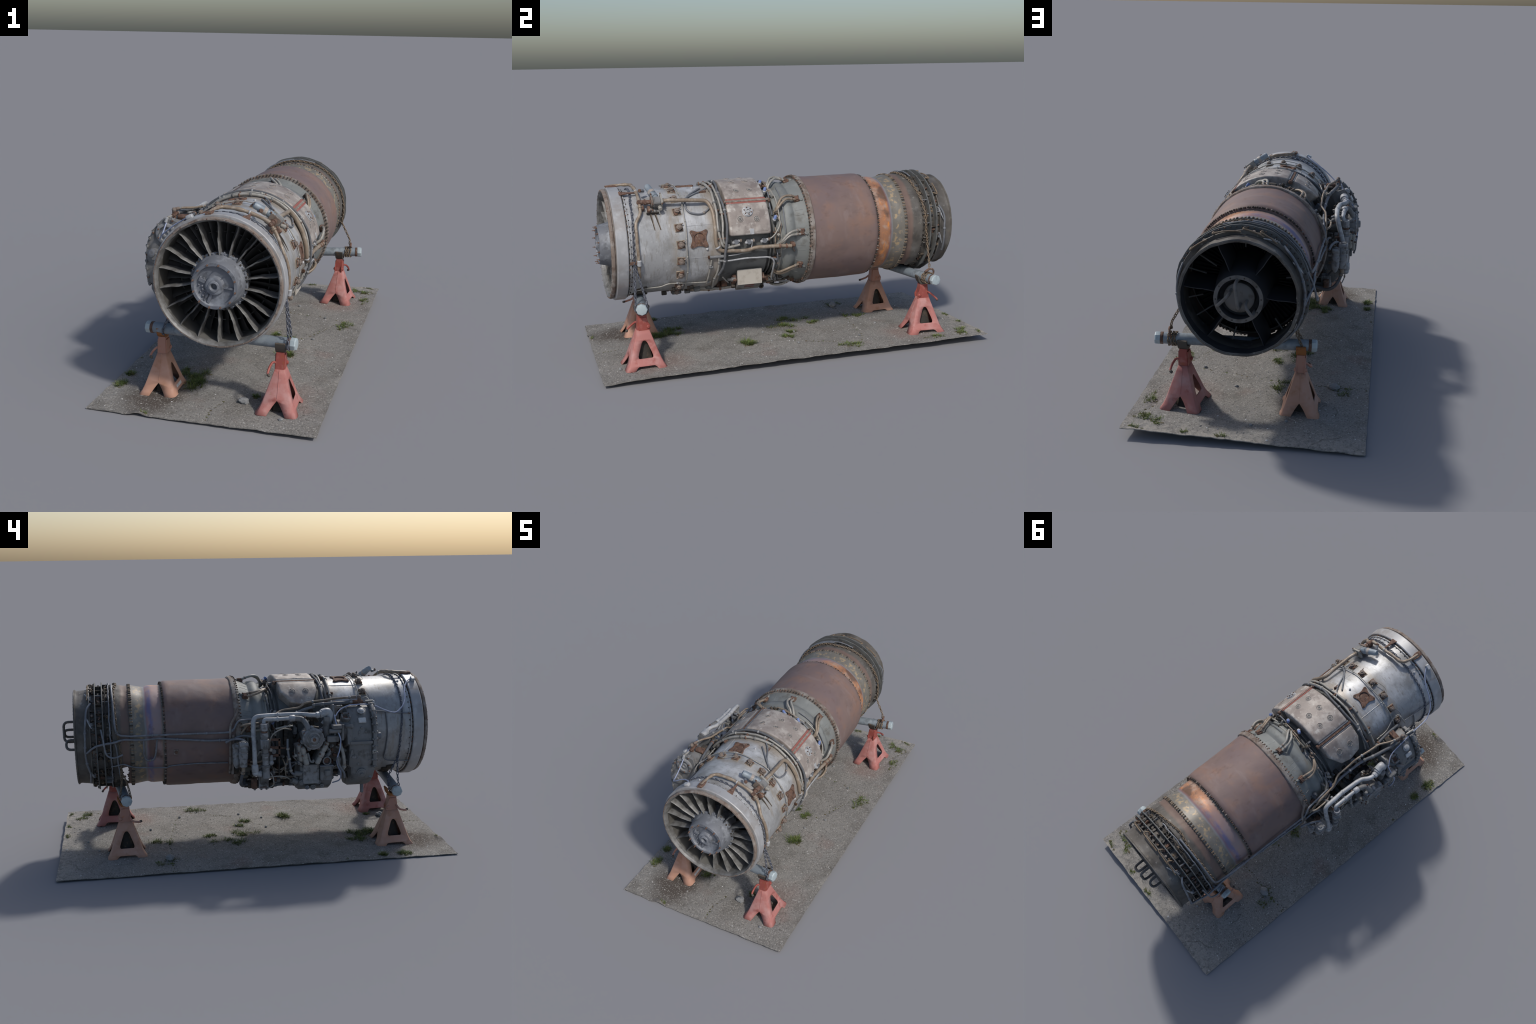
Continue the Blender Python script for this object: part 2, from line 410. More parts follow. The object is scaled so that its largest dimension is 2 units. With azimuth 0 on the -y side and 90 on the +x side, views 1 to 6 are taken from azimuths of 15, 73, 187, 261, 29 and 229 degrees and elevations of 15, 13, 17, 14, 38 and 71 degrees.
class Build:
    """Collects closed solids into one mesh."""

    def __init__(self):
        self.v, self.f, self.mi, self.mats = [], [], [], []

    def slot(self, mat):
        if mat not in self.mats:
            self.mats.append(mat)
        return self.mats.index(mat)

    def add(self, vs, fs, mat):
        o, s = len(self.v), self.slot(mat)
        self.v += [tuple(x) for x in vs]
        self.f += [tuple(i + o for i in f) for f in fs]
        self.mi += [s] * len(fs)

    def loft(self, rings, mat, cap=True, loop=False, wrap=True):
        n, vs, fs = len(rings[0]), [p for r in rings for p in r], []
        k = len(rings)
        for j in range(k if loop else k - 1):
            a, b = j * n, ((j + 1) % k) * n
            for i in range(n if wrap else n - 1):
                i2 = (i + 1) % n
                fs.append((a + i, a + i2, b + i2, b + i))
        if cap and not loop:
            fs.append(tuple(range(n - 1, -1, -1)))
            fs.append(tuple((k - 1) * n + i for i in range(n)))
        self.add(vs, fs, mat)

    def lathe(self, m, prof, mat, seg=16, cap=True, ang=0.0):
        """profile of (height, radius) about the frame's third axis"""
        rings = []
        for h, r in prof:
            rings.append([m @ Vector((r * math.cos(a), r * math.sin(a), h)) for a in (ang + 2 * math.pi * i / seg for i in range(seg))])
        self.loft(rings, mat, cap)
        return self

    def rod(self, a, b, r, mat, seg=12, ch=None, ang=0.0):
        a, b = Vector(a), Vector(b)
        L = (b - a).length
        c = min(r * 0.25, L * 0.3) if ch is None else ch
        return self.lathe(frame_dir(a, b - a), [(0, r - c), (c, r), (L - c, r), (L, r - c)], mat, seg, ang=ang)

    def hexnut(self, m, r, h, mat):
        return self.lathe(m, [(0, r), (h * 0.75, r), (h, r * 0.8)], mat, 6)

    def prism(self, m, outline, h0, h1, mat, bev=0.002):
        cx = sum(p[0] for p in outline) / len(outline)
        cy = sum(p[1] for p in outline) / len(outline)

        def ring(h, inset):
            out = []
            for x, y in outline:
                d = math.hypot(x - cx, y - cy)
                k = max(0.1, 1 - inset / max(d, 1e-6))
                out.append(m @ Vector((cx + (x - cx) * k, cy + (y - cy) * k, h)))
            return out

        b = min(bev, abs(h1 - h0) * 0.4)
        self.loft([ring(h0, b), ring(h0 + b, 0), ring(h1 - b, 0), ring(h1, b)], mat)
        return self

    def box(self, m, sx, sy, h0, h1, mat, bev=0.002, cx=0.0, cy=0.0):
        x, y, c = sx / 2, sy / 2, min(bev, sx / 4, sy / 4)
        o = [(-x + c, -y), (x - c, -y), (x, -y + c), (x, y - c), (x - c, y), (-x + c, y), (-x, y - c), (-x, -y + c)]
        return self.prism(m, [(a + cx, b + cy) for a, b in o], h0, h1, mat, bev)

    def ball(self, p, r, mat, seg=12, squash=1.0):
        m = Matrix.Translation(Vector(p))
        prof = [(-r * math.cos(math.pi * t / 8) * squash, max(r * math.sin(math.pi * t / 8), r * 0.05)) for t in range(9)]
        return self.lathe(m, prof, mat, seg)

    def tube(self, pts, r, mat, seg=10, closed=False):
        pts = [Vector(p) for p in pts]
        n = len(pts)
        rr = r if isinstance(r, (list, tuple)) else [r] * n
        rings, up = [], None
        for i, p in enumerate(pts):
            if closed:
                t = pts[(i + 1) % n] - pts[i - 1]
            else:
                t = pts[min(i + 1, n - 1)] - pts[max(i - 1, 0)]
            t = t.normalized()
            if up is None:
                up = t.orthogonal().normalized()
            up = (up - t * up.dot(t)).normalized()
            w = t.cross(up)
            rings.append([p + (up * math.cos(a) + w * math.sin(a)) * rr[i] for a in (2 * math.pi * j / seg for j in range(seg))])
        self.loft(rings, mat, cap=not closed, loop=closed)
        return self

    def make(self, name, parent=None, angle=40, kind=None, smooth=True):
        me = bpy.data.meshes.new(name)
        me.from_pydata(self.v, [], self.f)
        for m in self.mats:
            me.materials.append(m)
        me.polygons.foreach_set("material_index", self.mi)
        bm = bmesh.new()
        bm.from_mesh(me)
        bmesh.ops.recalc_face_normals(bm, faces=bm.faces)
        bm.to_mesh(me)
        bm.free()
        if smooth:
            me.polygons.foreach_set("use_smooth", [True] * len(me.polygons))
            me.set_sharp_from_angle(angle=math.radians(angle))
        me.update()
        o = bpy.data.objects.new(name, me)
        scene.objects.link(o)
        if kind:
            o["kind"] = kind
        return adopt(o, parent)


def copy_at(o, m, parent):
    c = o.copy()
    scene.objects.link(c)
    c.parent = None
    adopt(c, parent)
    c.matrix_basis = m
    return c


# ------------------------------------------------------------------ paths
def fillet(pts, fr, n=6):
    pts = [Vector(p) for p in pts]
    out = [pts[0]]
    for a, b, c in zip(pts, pts[1:], pts[2:]):
        d0, d1 = a - b, c - b
        k0, k1 = min(fr, d0.length * 0.48), min(fr, d1.length * 0.48)
        p, q = b + d0.normalized() * k0, b + d1.normalized() * k1
        for i in range(n + 1):
            t = i / n
            out.append(p * (1 - t) ** 2 + b * 2 * t * (1 - t) + q * t * t)
    out.append(pts[-1])
    return out


def densify(pts, step):
    out = [pts[0]]
    for a, b in zip(pts, pts[1:]):
        n = max(1, int((b - a).length / step))
        out += [a.lerp(b, (i + 1) / n) for i in range(n) if (b - a).length > 1e-6]
    return out


def around(pts, fr=0.02, step=0.012, wob=0.0012, seed=1.0):
    """points (y, angle, radius) -> smooth world path"""
    un = [Vector((y, math.radians(t) * RM, r)) for y, t, r in pts]
    un = densify(fillet(un, fr), step)
    path = [P(u.x, math.degrees(u.y / RM), u.z) for u in un]
    return [p + Vector((fbm(p, 22, seed), fbm(p, 22, seed + 3), fbm(p, 22, seed + 7))) * wob for p in path]


def straight(pts, fr=0.02, step=0.015, wob=0.0008, seed=1.0):
    path = densify(fillet(pts, fr), step)
    return [p + Vector((fbm(p, 22, seed), fbm(p, 22, seed + 3), fbm(p, 22, seed + 7))) * wob for p in path]


def collar(b, path, frac, r, length, mat, seg=10):
    total = [0.0]
    for a, c in zip(path, path[1:]):
        total.append(total[-1] + (c - a).length)
    t = frac * total[-1]
    i = max(1, min(len(path) - 1, next((k for k, x in enumerate(total) if x >= t), len(path) - 1)))
    d = (path[i] - path[i - 1]).normalized()
    c = path[i - 1] + d * (t - total[i - 1])
    b.rod(c - d * length / 2, c + d * length / 2, r, mat, seg)


def pipe(name, path, r, mat, parent, collars=(), cmat=None, seg=10, cl=0.011, cr=1.45):
    b = Build()
    b.tube(path, r, mat, seg)
    for f in collars:
        collar(b, path, f, r * cr, cl, cmat or mat, 10)
    return b.make(name, parent, 50)


# ------------------------------------------------------------------ shells of revolution
def shell(name, prof, mat, parent, seg=144, rough=0.0, scale=9, inner=None, hole=None, seed=0.0, step=0.02, dent=None):
    """closed loop profile (y, r[, mat index]) turned round the shaft, with dents"""
    pts = []
    for (y0, r0), (y1, r1) in zip(prof, prof[1:] + prof[:1]):
        n = max(1, int(math.hypot(y1 - y0, r1 - r0) / step))
        pts += [(y0 + (y1 - y0) * i / n, r0 + (r1 - r0) * i / n) for i in range(n)]
    ymid = sum(p[0] for p in pts) / len(pts)
    vs, fs, mi = [], [], []
    for y, r in pts:
        for i in range(seg):
            th = 360 * i / seg
            if dent and r > 0.225:
                r2 = r + dent(y, th)
            else:
                r2 = r
            p = P(y, th, r2)
            if rough:
                p = P(y, th, r2 + rough * fbm(p, scale, seed))
            vs.append(p)
    k = len(pts)
    keep = []
    for j in range(k):
        for i in range(seg):
            i2, j2 = (i + 1) % seg, (j + 1) % k
            y = (pts[j][0] + pts[j2][0]) / 2
            if hole and hole(y, 360 * (i + 0.5) / seg):
                continue
            fs.append((j * seg + i, j * seg + i2, j2 * seg + i2, j2 * seg + i))
            keep.append((pts[j][1] + pts[j2][1]) / 2)
    b = Build()
    b.add(vs, fs, mat)
    if inner:
        mat_in, limit = inner
        s = b.slot(mat_in)
        b.mi = [s if r < limit else 0 for r in keep]
    return b.make(name, parent, 35)


def bolts(name, n, y, r, size, height, mat, parent, axis="out", jitter=0.3, skip=0.0, th0=0.0, seg=6, mat2=None):
    b = Build()
    for i in range(n):
        if rng.random() < skip:
            continue
        th = th0 + 360 * i / n + rng.uniform(-1, 1) * jitter
        m = frame(y, th, r)
        if axis == "front":
            m = frame_dir(P(y, th, r), -AX)
        elif axis == "back":
            m = frame_dir(P(y, th, r), AX)
        s = size * rng.uniform(0.85, 1.12)
        b.lathe(m, [(-0.002, s), (height * 0.7, s), (height, s * 0.7)], mat2 if mat2 and rng.random() < 0.4 else mat, seg, ang=rng.random())
    return b.make(name, parent, 30, "stuff")


engine = thing("jet_engine", "worn old jet engine with pipes, gearbox and rusty ducts", "jet engine", (0.04, 0.0, 0.31))

# ---- inlet
shell("inlet_lip", [(-0.914, 0.262), (-0.913, 0.268), (-0.906, 0.2715), (-0.898, 0.271), (-0.895, 0.263), (-0.88, 0.262), (-0.88, 0.252), (-0.905, 0.255)],
      M["lip"], engine, rough=0.0022, scale=24, step=0.004, inner=(M["vane"], 0.2615))
shell("inlet_band", [(-0.891, 0.262), (-0.889, 0.2765), (-0.885, 0.2795), (-0.862, 0.279), (-0.838, 0.279), (-0.834, 0.276), (-0.834, 0.262)],
      M["band"], engine, rough=0.0012, scale=12)
bolts("lip_rivet", 42, -0.9125, 0.2655, 0.0028, 0.0025, M["lip"], engine, "front", mat2=M["rust"])
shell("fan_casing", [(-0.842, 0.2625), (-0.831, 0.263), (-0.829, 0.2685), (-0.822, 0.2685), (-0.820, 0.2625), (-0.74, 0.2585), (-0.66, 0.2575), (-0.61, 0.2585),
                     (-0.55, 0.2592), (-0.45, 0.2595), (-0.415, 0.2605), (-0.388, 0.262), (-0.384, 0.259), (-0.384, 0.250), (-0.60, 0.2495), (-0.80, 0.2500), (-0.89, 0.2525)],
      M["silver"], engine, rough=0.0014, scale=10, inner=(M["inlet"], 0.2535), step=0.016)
shell("flange_gasket", [(-0.8345, 0.260), (-0.8345, 0.2675), (-0.8300, 0.2690), (-0.8275, 0.2685), (-0.8275, 0.260)], M["grime"], engine, rough=0.0028, scale=40, step=0.004)
bolts("flange_bolt", 64, -0.831, 0.2660, 0.0050, 0.0065, M["grime"], engine, "out", mat2=M["rust"])
bolts("flange_bolt", 52, -0.818, 0.2620, 0.0030, 0.0045, M["grime"], engine, "out", mat2=M["lip"])

# hub: a recessed drum with studs
b = Build()
hub = frame_dir(P(-0.945, 0, 0), -AX, UP)
b.lathe(hub, [(-0.15, 0.112), (-0.085, 0.119), (-0.082, 0.121), (-0.074, 0.121), (-0.071, 0.113), (-0.06, 0.111), (-0.03, 0.1035), (-0.006, 0.098), (0.0, 0.095), (0.001, 0.083),
              (-0.003, 0.0805), (-0.0105, 0.0785), (-0.012, 0.074), (-0.011, 0.042), (-0.006, 0.039), (0.001, 0.036), (0.003, 0.031), (0.003, 0.0235), (0.009, 0.022), (0.010, 0.016),
              (0.005, 0.0125), (-0.015, 0.0115), (-0.016, 0.001)], M["hub"], 64)
for a, r0, r1, w in ((95, 0.036, 0.078, 0.008), (200, 0.036, 0.077, 0.012), (215, 0.045, 0.077, 0.008), (-70, 0.04, 0.07, 0.016)):
    m = frame_dir(P(-0.945, 0, 0), -AX, SIDE * math.sin(math.radians(a)) + UP * math.cos(math.radians(a)))
    b.box(m, r1 - r0, w, -0.014, -0.004, M["hub"], 0.002, cx=(r0 + r1) / 2)
b.make("inlet_hub", engine, 35)
b = Build()
for a in (-115, -95, -75, -60, -130):
    for r in (0.052, 0.066):
        p = P(-0.935, a + rng.uniform(-5, 5), r)
        b.ball(p, rng.uniform(0.004, 0.0065), M["hub"], 10)
b.make("hub_lump", engine, 50, "stuff")
stud = Build().rod((0, 0, -0.004), (0, 0, 0.0155), 0.0018, M["rust"], 8).lathe(Matrix.Identity(4), [(0, 0.0042), (0.005, 0.0042), (0.0055, 0.002)], M["rust"], 6).make("hub_stud", engine)
for i in range(12):
    m = frame_dir(P(-0.946, 12 + 30 * i, 0.0895), -AX)
    if i == 0:
        stud.matrix_basis = m
    else:
        copy_at(stud, m, engine)
bolts("hub_bolt", 4, -0.943, 0.0285, 0.0034, 0.004, M["rust"], engine, "front", th0=40)
bolts("hub_rim_bolt", 40, -0.866, 0.1195, 0.0052, 0.0050, M["hub"], engine, "out", mat2=M["grime"])
bolts("hub_rim_bolt", 40, -0.873, 0.1165, 0.0042, 0.0055, M["grime"], engine, "front", th0=4.5, mat2=M["hub"])


def vane_mesh(name, r0, r1, chord0, chord1, thick, twist0, twist1, sweep, mat, n=8):
    """an aerofoil standing on the shaft, leading edge towards -y; local z outwards"""
    b = Build()
    sect = [(0.0, 0.0), (0.06, 0.35), (0.25, 0.5), (0.6, 0.38), (1.0, 0.06), (1.0, -0.06), (0.6, -0.2), (0.25, -0.32), (0.06, -0.3)]
    rings = []
    for j in range(n + 1):
        t = j / n
        c = chord0 + (chord1 - chord0) * t
        tw = math.radians(twist0 + (twist1 - twist0) * t)
        wave = 0.0016 * math.sin(9 * t + 1) + 0.0008 * math.sin(23 * t)
        ring = []
        for s, w in sect:
            u, v = s * c, w * thick
            ring.append(Vector((u * math.cos(tw) - v * math.sin(tw) + sweep * t, u * math.sin(tw) + v * math.cos(tw) + wave, r0 + (r1 - r0) * t)))
        rings.append(ring)
    b.loft(rings, mat)
    return b.make(name, engine, 40)


def on_shaft(y, th):
    return frame(y, th, 0.0)


vane = vane_mesh("guide_vane", 0.108, 0.2535, 0.056, 0.066, 0.0085, 3, -3, -0.012, M["vane"], 14)
for i in range(18):
    m = on_shaft(-0.882, 20 * i - 0.5)
    if i == 0:
        vane.matrix_basis = m
    else:
        copy_at(vane, m, engine)
blade = vane_mesh("rotor_blade", 0.10, 0.248, 0.055, 0.065, 0.007, 28, 50, 0.0, M["blade"])
for i in range(36):
    m = on_shaft(-0.806, 10 * i + 3)
    if i == 0:
        blade.matrix_basis = m
    else:
        copy_at(blade, m, engine)
b = Build()
b.tube([P(-0.790, a, 0.19) for a in range(0, 360, 5)], 0.003, M["blade"], 6, closed=True)
b.make("blade_snubber", engine)
b = Build()
b.lathe(frame_dir(P(-0.745, 0, 0), AX), [(0, 0.2492), (0.01, 0.2492), (0.012, 0.02), (0.012, 0.001)], M["black"], 64)
b.make("inlet_bulkhead", engine)
b = Build().lathe(frame_dir(P(-0.84, -26, 0.232), -AX), [(0, 0.007), (0.012, 0.007), (0.012, 0.0045), (0.004, 0.0045)], M["blade"], 12)
b.make("inlet_probe", engine)

# ---- middle
def accessory_recess(y, th):
    t = th if th <= 180 else th - 360
    if -0.215 < y < -0.10 and -136 < t < -76:
        return -0.045
    return 0.0


shell("core_casing", [(-0.388, 0.2605), (-0.38, 0.259), (-0.376, 0.240), (-0.25, 0.232), (-0.140, 0.231), (-0.134, 0.212), (-0.095, 0.210), (-0.086, 0.212), (-0.086, 0.195), (-0.388, 0.195)],
      M["core"], engine, rough=0.001, scale=12, dent=accessory_recess)
shell("combustor_casing", [(-0.09, 0.232), (-0.082, 0.239), (-0.056, 0.241), (-0.049, 0.247), (-0.040, 0.2545), (-0.022, 0.2575), (-0.004, 0.2545), (0.004, 0.248), (0.009, 0.2475),
                           (0.04, 0.259), (0.068, 0.2685), (0.072, 0.269), (0.072, 0.25), (-0.05, 0.222), (-0.09, 0.218)], M["grey"], engine, rough=0.0016, scale=14, step=0.01)
for yy in (-0.07, -0.1, -0.12):
    b = Build()
    b.tube([P(yy, a, (0.240 if yy == -0.07 else 0.222) + 0.002 * math.sin(a * 0.21)) for a in range(0, 360, 4)], 0.0045 if yy != -0.1 else 0.006, M["tube"] if yy == -0.07 else M["core"], 8, closed=True)
    b.make("manifold_ring", engine)
# raised hairpin strips on the combustor skin
b = Build()
for th in range(0, 360, 20):
    for s in (-3, 3):
        b.tube([P(y, th + s, 0.2485 + (y - 0.012) * 0.36) for y in (0.012, 0.03, 0.05)], 0.0012, M["grey"], 6)
    b.tube([P(0.05 + 0.006 * math.cos(math.radians(a)), th + 3 * math.sin(math.radians(a)), 0.262) for a in range(-90, 91, 30)], 0.0012, M["grey"], 6)
b.make("hairpin_seam", engine, 50, "stuff")
shell("duct_flange", [(0.071, 0.272), (0.073, 0.2855), (0.083, 0.2865), (0.097, 0.284), (0.101, 0.2785), (0.101, 0.265), (0.071, 0.265)], M["lip"], engine, rough=0.0018, scale=30, step=0.008)
bolts("duct_bolt", 100, 0.0745, 0.2815, 0.0040, 0.0095, M["grime"], engine, "front", mat2=M["rust"])
bolts("duct_bolt", 100, 0.0775, 0.2835, 0.0034, 0.0045, M["grime"], engine, "out", mat2=M["lip"])
shell("afterburner_duct", [(0.099, 0.2755), (0.16, 0.2745), (0.30, 0.2742), (0.425, 0.2735), (0.438, 0.2722), (0.446, 0.266), (0.452, 0.258), (0.452, 0.246), (0.099, 0.246)],
      M["brown"], engine, rough=0.0024, scale=8, inner=(M["black"], 0.249), step=0.012)
bolts("duct_rear_bolt", 80, 0.449, 0.2625, 0.0042, 0.0055, M["grime"], engine, "out", mat2=M["rust"])
bolts("duct_rear_bolt", 80, 0.447, 0.2660, 0.0040, 0.009, M["grime"], engine, "back", th0=2, mat2=M["lip"])
shell("heat_tinted_neck", [(0.450, 0.254), (0.462, 0.2525), (0.505, 0.2530), (0.520, 0.2515), (0.531, 0.247), (0.540, 0.2455), (0.555, 0.2475), (0.585, 0.2535), (0.604, 0.2565),
                           (0.606, 0.2595), (0.618, 0.2595), (0.620, 0.256), (0.620, 0.244), (0.45, 0.242)], M["neck"], engine, rough=0.0014, scale=14, inner=(M["black"], 0.2448), step=0.009)
b = Build()
for i in range(100):
    m = frame(0.612, 3.6 * i + rng.uniform(-0.3, 0.3), 0.2585)
    b.box(m, 0.017 * rng.uniform(0.9, 1.1), 0.0085, 0, 0.0055 * rng.uniform(0.8, 1.1), M["chaintan"] if i % 3 else M["grime"], 0.0022)
b.make("strap_block", engine, 30, "stuff")


def tail_hole(y, th):
    t = th if th <= 180 else th - 360
    e = 0.006 * fbm((y, math.radians(t) * RM, 0), 30)
    for y0, y1, a, c in ((0.632, 0.664, -131, -119), (0.635, 0.668, -152, -134), (0.627, 0.699, 146, 183), (0.650, 0.690, -164, -138)):
        if y0 + e < y < y1 - e and a + e * 300 < t < c - e * 300:
            return True
    return False


shell("tail_casing", [(0.616, 0.2545), (0.640, 0.2545), (0.655, 0.2575), (0.680, 0.2605), (0.700, 0.2615), (0.706, 0.2600), (0.712, 0.2480), (0.805, 0.2450), (0.83, 0.2405), (0.85, 0.2375), (0.870, 0.2365), (0.880, 0.2380),
                      (0.883, 0.2430), (0.889, 0.2430), (0.891, 0.237), (0.887, 0.2305), (0.84, 0.2320), (0.73, 0.2395), (0.700, 0.2530), (0.68, 0.2535), (0.65, 0.2505), (0.622, 0.2480)],
      M["tail"], engine, rough=0.0030, scale=16, inner=(M["soot"], 0.2330), hole=tail_hole, step=0.0065)
bolts("nozzle_rivet", 72, 0.8895, 0.2365, 0.0024, 0.0022, M["tail"], engine, "back", mat2=M["cone"])
for yy, rr in ((0.748, 0.2735), (0.783, 0.2750), (0.812, 0.2600)):
    shell("tail_ring", [(yy - 0.0025, 0.244), (yy - 0.0025, rr), (yy + 0.0005, rr + 0.0012), (yy + 0.003, rr), (yy + 0.003, 0.244)], M["tail"] if yy > 0.8 else M["core"], engine, rough=0.0045, scale=14)
pipe("ring_pipe", around([(0.716, a, 0.270) for a in range(-160, 26, 6)], 0.01, wob=0.003), 0.0034, M["slate"], engine)
pipe("ring_pipe", around([(0.733 + 0.005 * math.sin(a * 0.4), a, 0.262) for a in range(-130, 120, 6)], 0.01, wob=0.004), 0.0026, M["grime"], engine)
b = Build()
for i in range(150):
    yy = rng.choice((0.730, 0.766, 0.766, 0.798))
    m = frame(yy + rng.uniform(-0.004, 0.004), rng.uniform(0, 360), 0.244) @ Matrix.Rotation(rng.uniform(-0.5, 0.5), 4, "Z")
    b.box(m, rng.uniform(0.008, 0.026), rng.uniform(0.006, 0.020), 0, rng.uniform(0.006, 0.017), rng.choice((M["rust"], M["grime"], M["grime"], M["tail"], M["tail"], M["chaintan"])), 0.002)
for i in range(40):
    b.box(frame(rng.choice((0.766, 0.766, 0.731)), 9 * i + rng.uniform(-3, 3), 0.244), 0.032, 0.004, 0, rng.uniform(0.012, 0.024), rng.choice((M["grime"], M["slate"], M["tail"])), 0.001)
for i in range(90):
    yy = rng.choice((0.731, 0.766, 0.80, 0.804))
    m = frame(yy, rng.uniform(0, 360), 0.245)
    r = rng.uniform(0.003, 0.008)
    h = rng.uniform(0.006, 0.018)
    b.lathe(m, [(0, r), (h, r), (h + 0.001, r * 0.6)], rng.choice((M["grime"], M["soot"], M["tail"], M["rust"], M["lip"])), 8)
b.make("tail_fitting", engine, 40, "stuff")
bolts("tail_bolt", 70, 0.7875, 0.268, 0.003, 0.005, M["grime"], engine, "back", mat2=M["rust"])
bolts("tail_bolt", 64, 0.709, 0.2560, 0.0036, 0.006, M["grime"], engine, "out", mat2=M["tail"])
# wiring bunches behind the rings
for th in (-36, -70, -131, 66, 96):
    b = Build()
    for k in range(4):
        path = around([(0.795, th + k * 1.6, 0.252), (0.805, th + k * 1.6, 0.262), (0.815, th + 4 + k * 1.2, 0.260), (0.833, th + 14 + k * 0.3, 0.252)], 0.006, 0.008, 0)
        b.tube(path, 0.0016, M["bright"], 6)
    for k in range(3):
        b.box(frame(0.803, th + 1.5 + k * 2, 0.260), 0.012, 0.003, 0, 0.004, M["slate"], 0.001)
    b.make("wire_bunch", engine, 50)
for th, ln in ((-5, 16), (-20, 14), (22, 22), (47, 15)):
    b = Build()
    path = around([(0.79, th, 0.254), (0.797, th + 2, 0.270), (0.817, th + 4, 0.267), (0.822, th - ln, 0.256)], 0.01, 0.008, 0.0006)
    b.tube(path, 0.0035, M["chaintan"], 8)
    b.box(frame(0.792, th, 0.246), 0.016, 0.016, 0, 0.012, M["rust"], 0.003)
    b.make("tail_elbow", engine, 50)

# exhaust centre body
b = Build()
b.lathe(frame_dir(P(0.40, 0, 0), AX, UP), [(0.0, 0.13), (0.2, 0.128), (0.35, 0.116), (0.47, 0.101), (0.485, 0.0985), (0.487, 0.0965), (0.487, 0.084), (0.483, 0.083), (0.44, 0.083), (0.438, 0.064), (0.452, 0.061), (0.458, 0.052), (0.461, 0.03), (0.4615, 0.001)],
        M["soot"], 64)
b.make("exhaust_cone", engine, 35)
b = Build()
fl = frame_dir(P(0.8875, 0, 0), AX, UP)
b.loft([[fl @ Vector((r * math.cos(a), r * math.sin(a), h)) for a in (math.pi * i / 36 for i in range(72))] for h, r in ((0, 0.0995), (0.003, 0.099), (0.0035, 0.092), (0.003, 0.0835), (0, 0.083))], M["cone"], loop=True)
b.lathe(frame_dir(P(0.856, 0, 0), AX, UP), [(-0.02, 0.063), (0.0, 0.063), (0.014, 0.0615), (0.02, 0.053), (0.0235, 0.03), (0.0242, 0.001)], M["cone"], 40)
b.make("cone_flange", engine, 35)
bolts("cone_bolt", 10, 0.8895, 0.091, 0.0036, 0.002, M["grime"], engine, "back", th0=20)


def inside(y, dx, dz):
    return P(y, 0, 0) + SIDE * dx + UP * dz


for a, c in (((0.03, 0.034), (0.078, -0.014)), ((0.004, 0.080), (-0.008, -0.022)), ((-0.033, -0.008), (-0.062, -0.052))):
    far = 0.950 if a[1] > 0.02 else 0.940
    path = straight([inside(0.855, *a), inside(far, *a), inside(far, *c), inside(0.872, *c)], 0.026, 0.006, 0)
    b = Build()
    rr = [0.0064 + (0.0007 if k % 2 else 0) for k in range(len(path))]
    b.tube(path, rr, M["cone"], 12)
    b.lathe(frame_dir(inside(0.862, *a), AX), [(0, 0.011), (0.008, 0.011), (0.012, 0.008)], M["cone"], 8)
    b.make("cone_pipe", engine, 50)
strut = vane_mesh("exhaust_strut", 0.098, 0.236, 0.17, 0.165, 0.030, 0, 0, 0.0, M["soot"], 5)
for i in range(6):
    m = on_shaft(0.668, 24 + 60 * i)
    if i == 0:
        strut.matrix_basis = m
    else:
        copy_at(strut, m, engine)
for th, r0 in ((-2, 0.165), (-34, 0.19), (-77, 0.175), (-138, 0.185), (168, 0.185), (124, 0.16), (104, 0.18), (73, 0.165), (55, 0.14)):
    b = Build().rod(P(0.735, th, 0.242), P(0.72, th + 1, r0), 0.0035, M["cone"], 8)
    b.make("spray_bar", engine)
b = Build()
b.lathe(frame_dir(P(0.575, 0, 0), AX), [(0, 0.2405), (0.01, 0.2405), (0.01, 0.1)], M["black"], 72)
for i in range(72):
    b.box(on_shaft(0.595, 5 * i), 0.03, 0.004, 0.12, 0.2385, M["black"], 0.001)
b.make("flame_holder", engine)

# ---- plugs with square feet round the fan casing
b = Build()
I4 = Matrix.Identity(4)
b.box(I4, 0.040, 0.040, -0.006, 0.0012, M["tan"], 0.001)
b.box(I4, 0.034, 0.034, -0.006, 0.003, M["grime"], 0.002)
b.box(Matrix.Translation((-0.006, 0.004, 0)), 0.018, 0.030, 0, 0.008, M["rust"], 0.003)
b.lathe(I4, [(0.0, 0.0140), (0.005, 0.0140), (0.006, 0.0105), (0.013, 0.0105), (0.0135, 0.0130), (0.018, 0.0130), (0.019, 0.010)], M["lip"], 20)
b.lathe(Matrix.Translation((0.001, 0, 0.018)), [(0, 0.0075), (0.005, 0.0075), (0.006, 0.005)], M["lip"], 8)
for sx, sy in ((1, 1), (1, -1), (-1, 1), (-1, -1)):
    b.hexnut(Matrix.Translation((0.0135 * sx, 0.0135 * sy, 0.003)), 0.0034, 0.004, M["rust"])
b.rod((0.010, -0.012, 0.012), (0.022, -0.016, 0.012), 0.003, M["lip"], 8)
plug = b.make("vane_actuator", engine)
first = True
for th in (-75, -57, -39, -21, -2, 15, 32, 49, 67, 85, 103, 120, 139, 157, 175):
    m = frame(-0.583 + rng.uniform(-0.003, 0.003), th, 0.2605) @ Matrix.Rotation(math.radians(rng.choice((0, 0, 90, 180)) + rng.uniform(-6, 6)), 4, "Z")
    if first:
        plug.matrix_basis = m
        first = False
    else:
        copy_at(plug, m, engine)


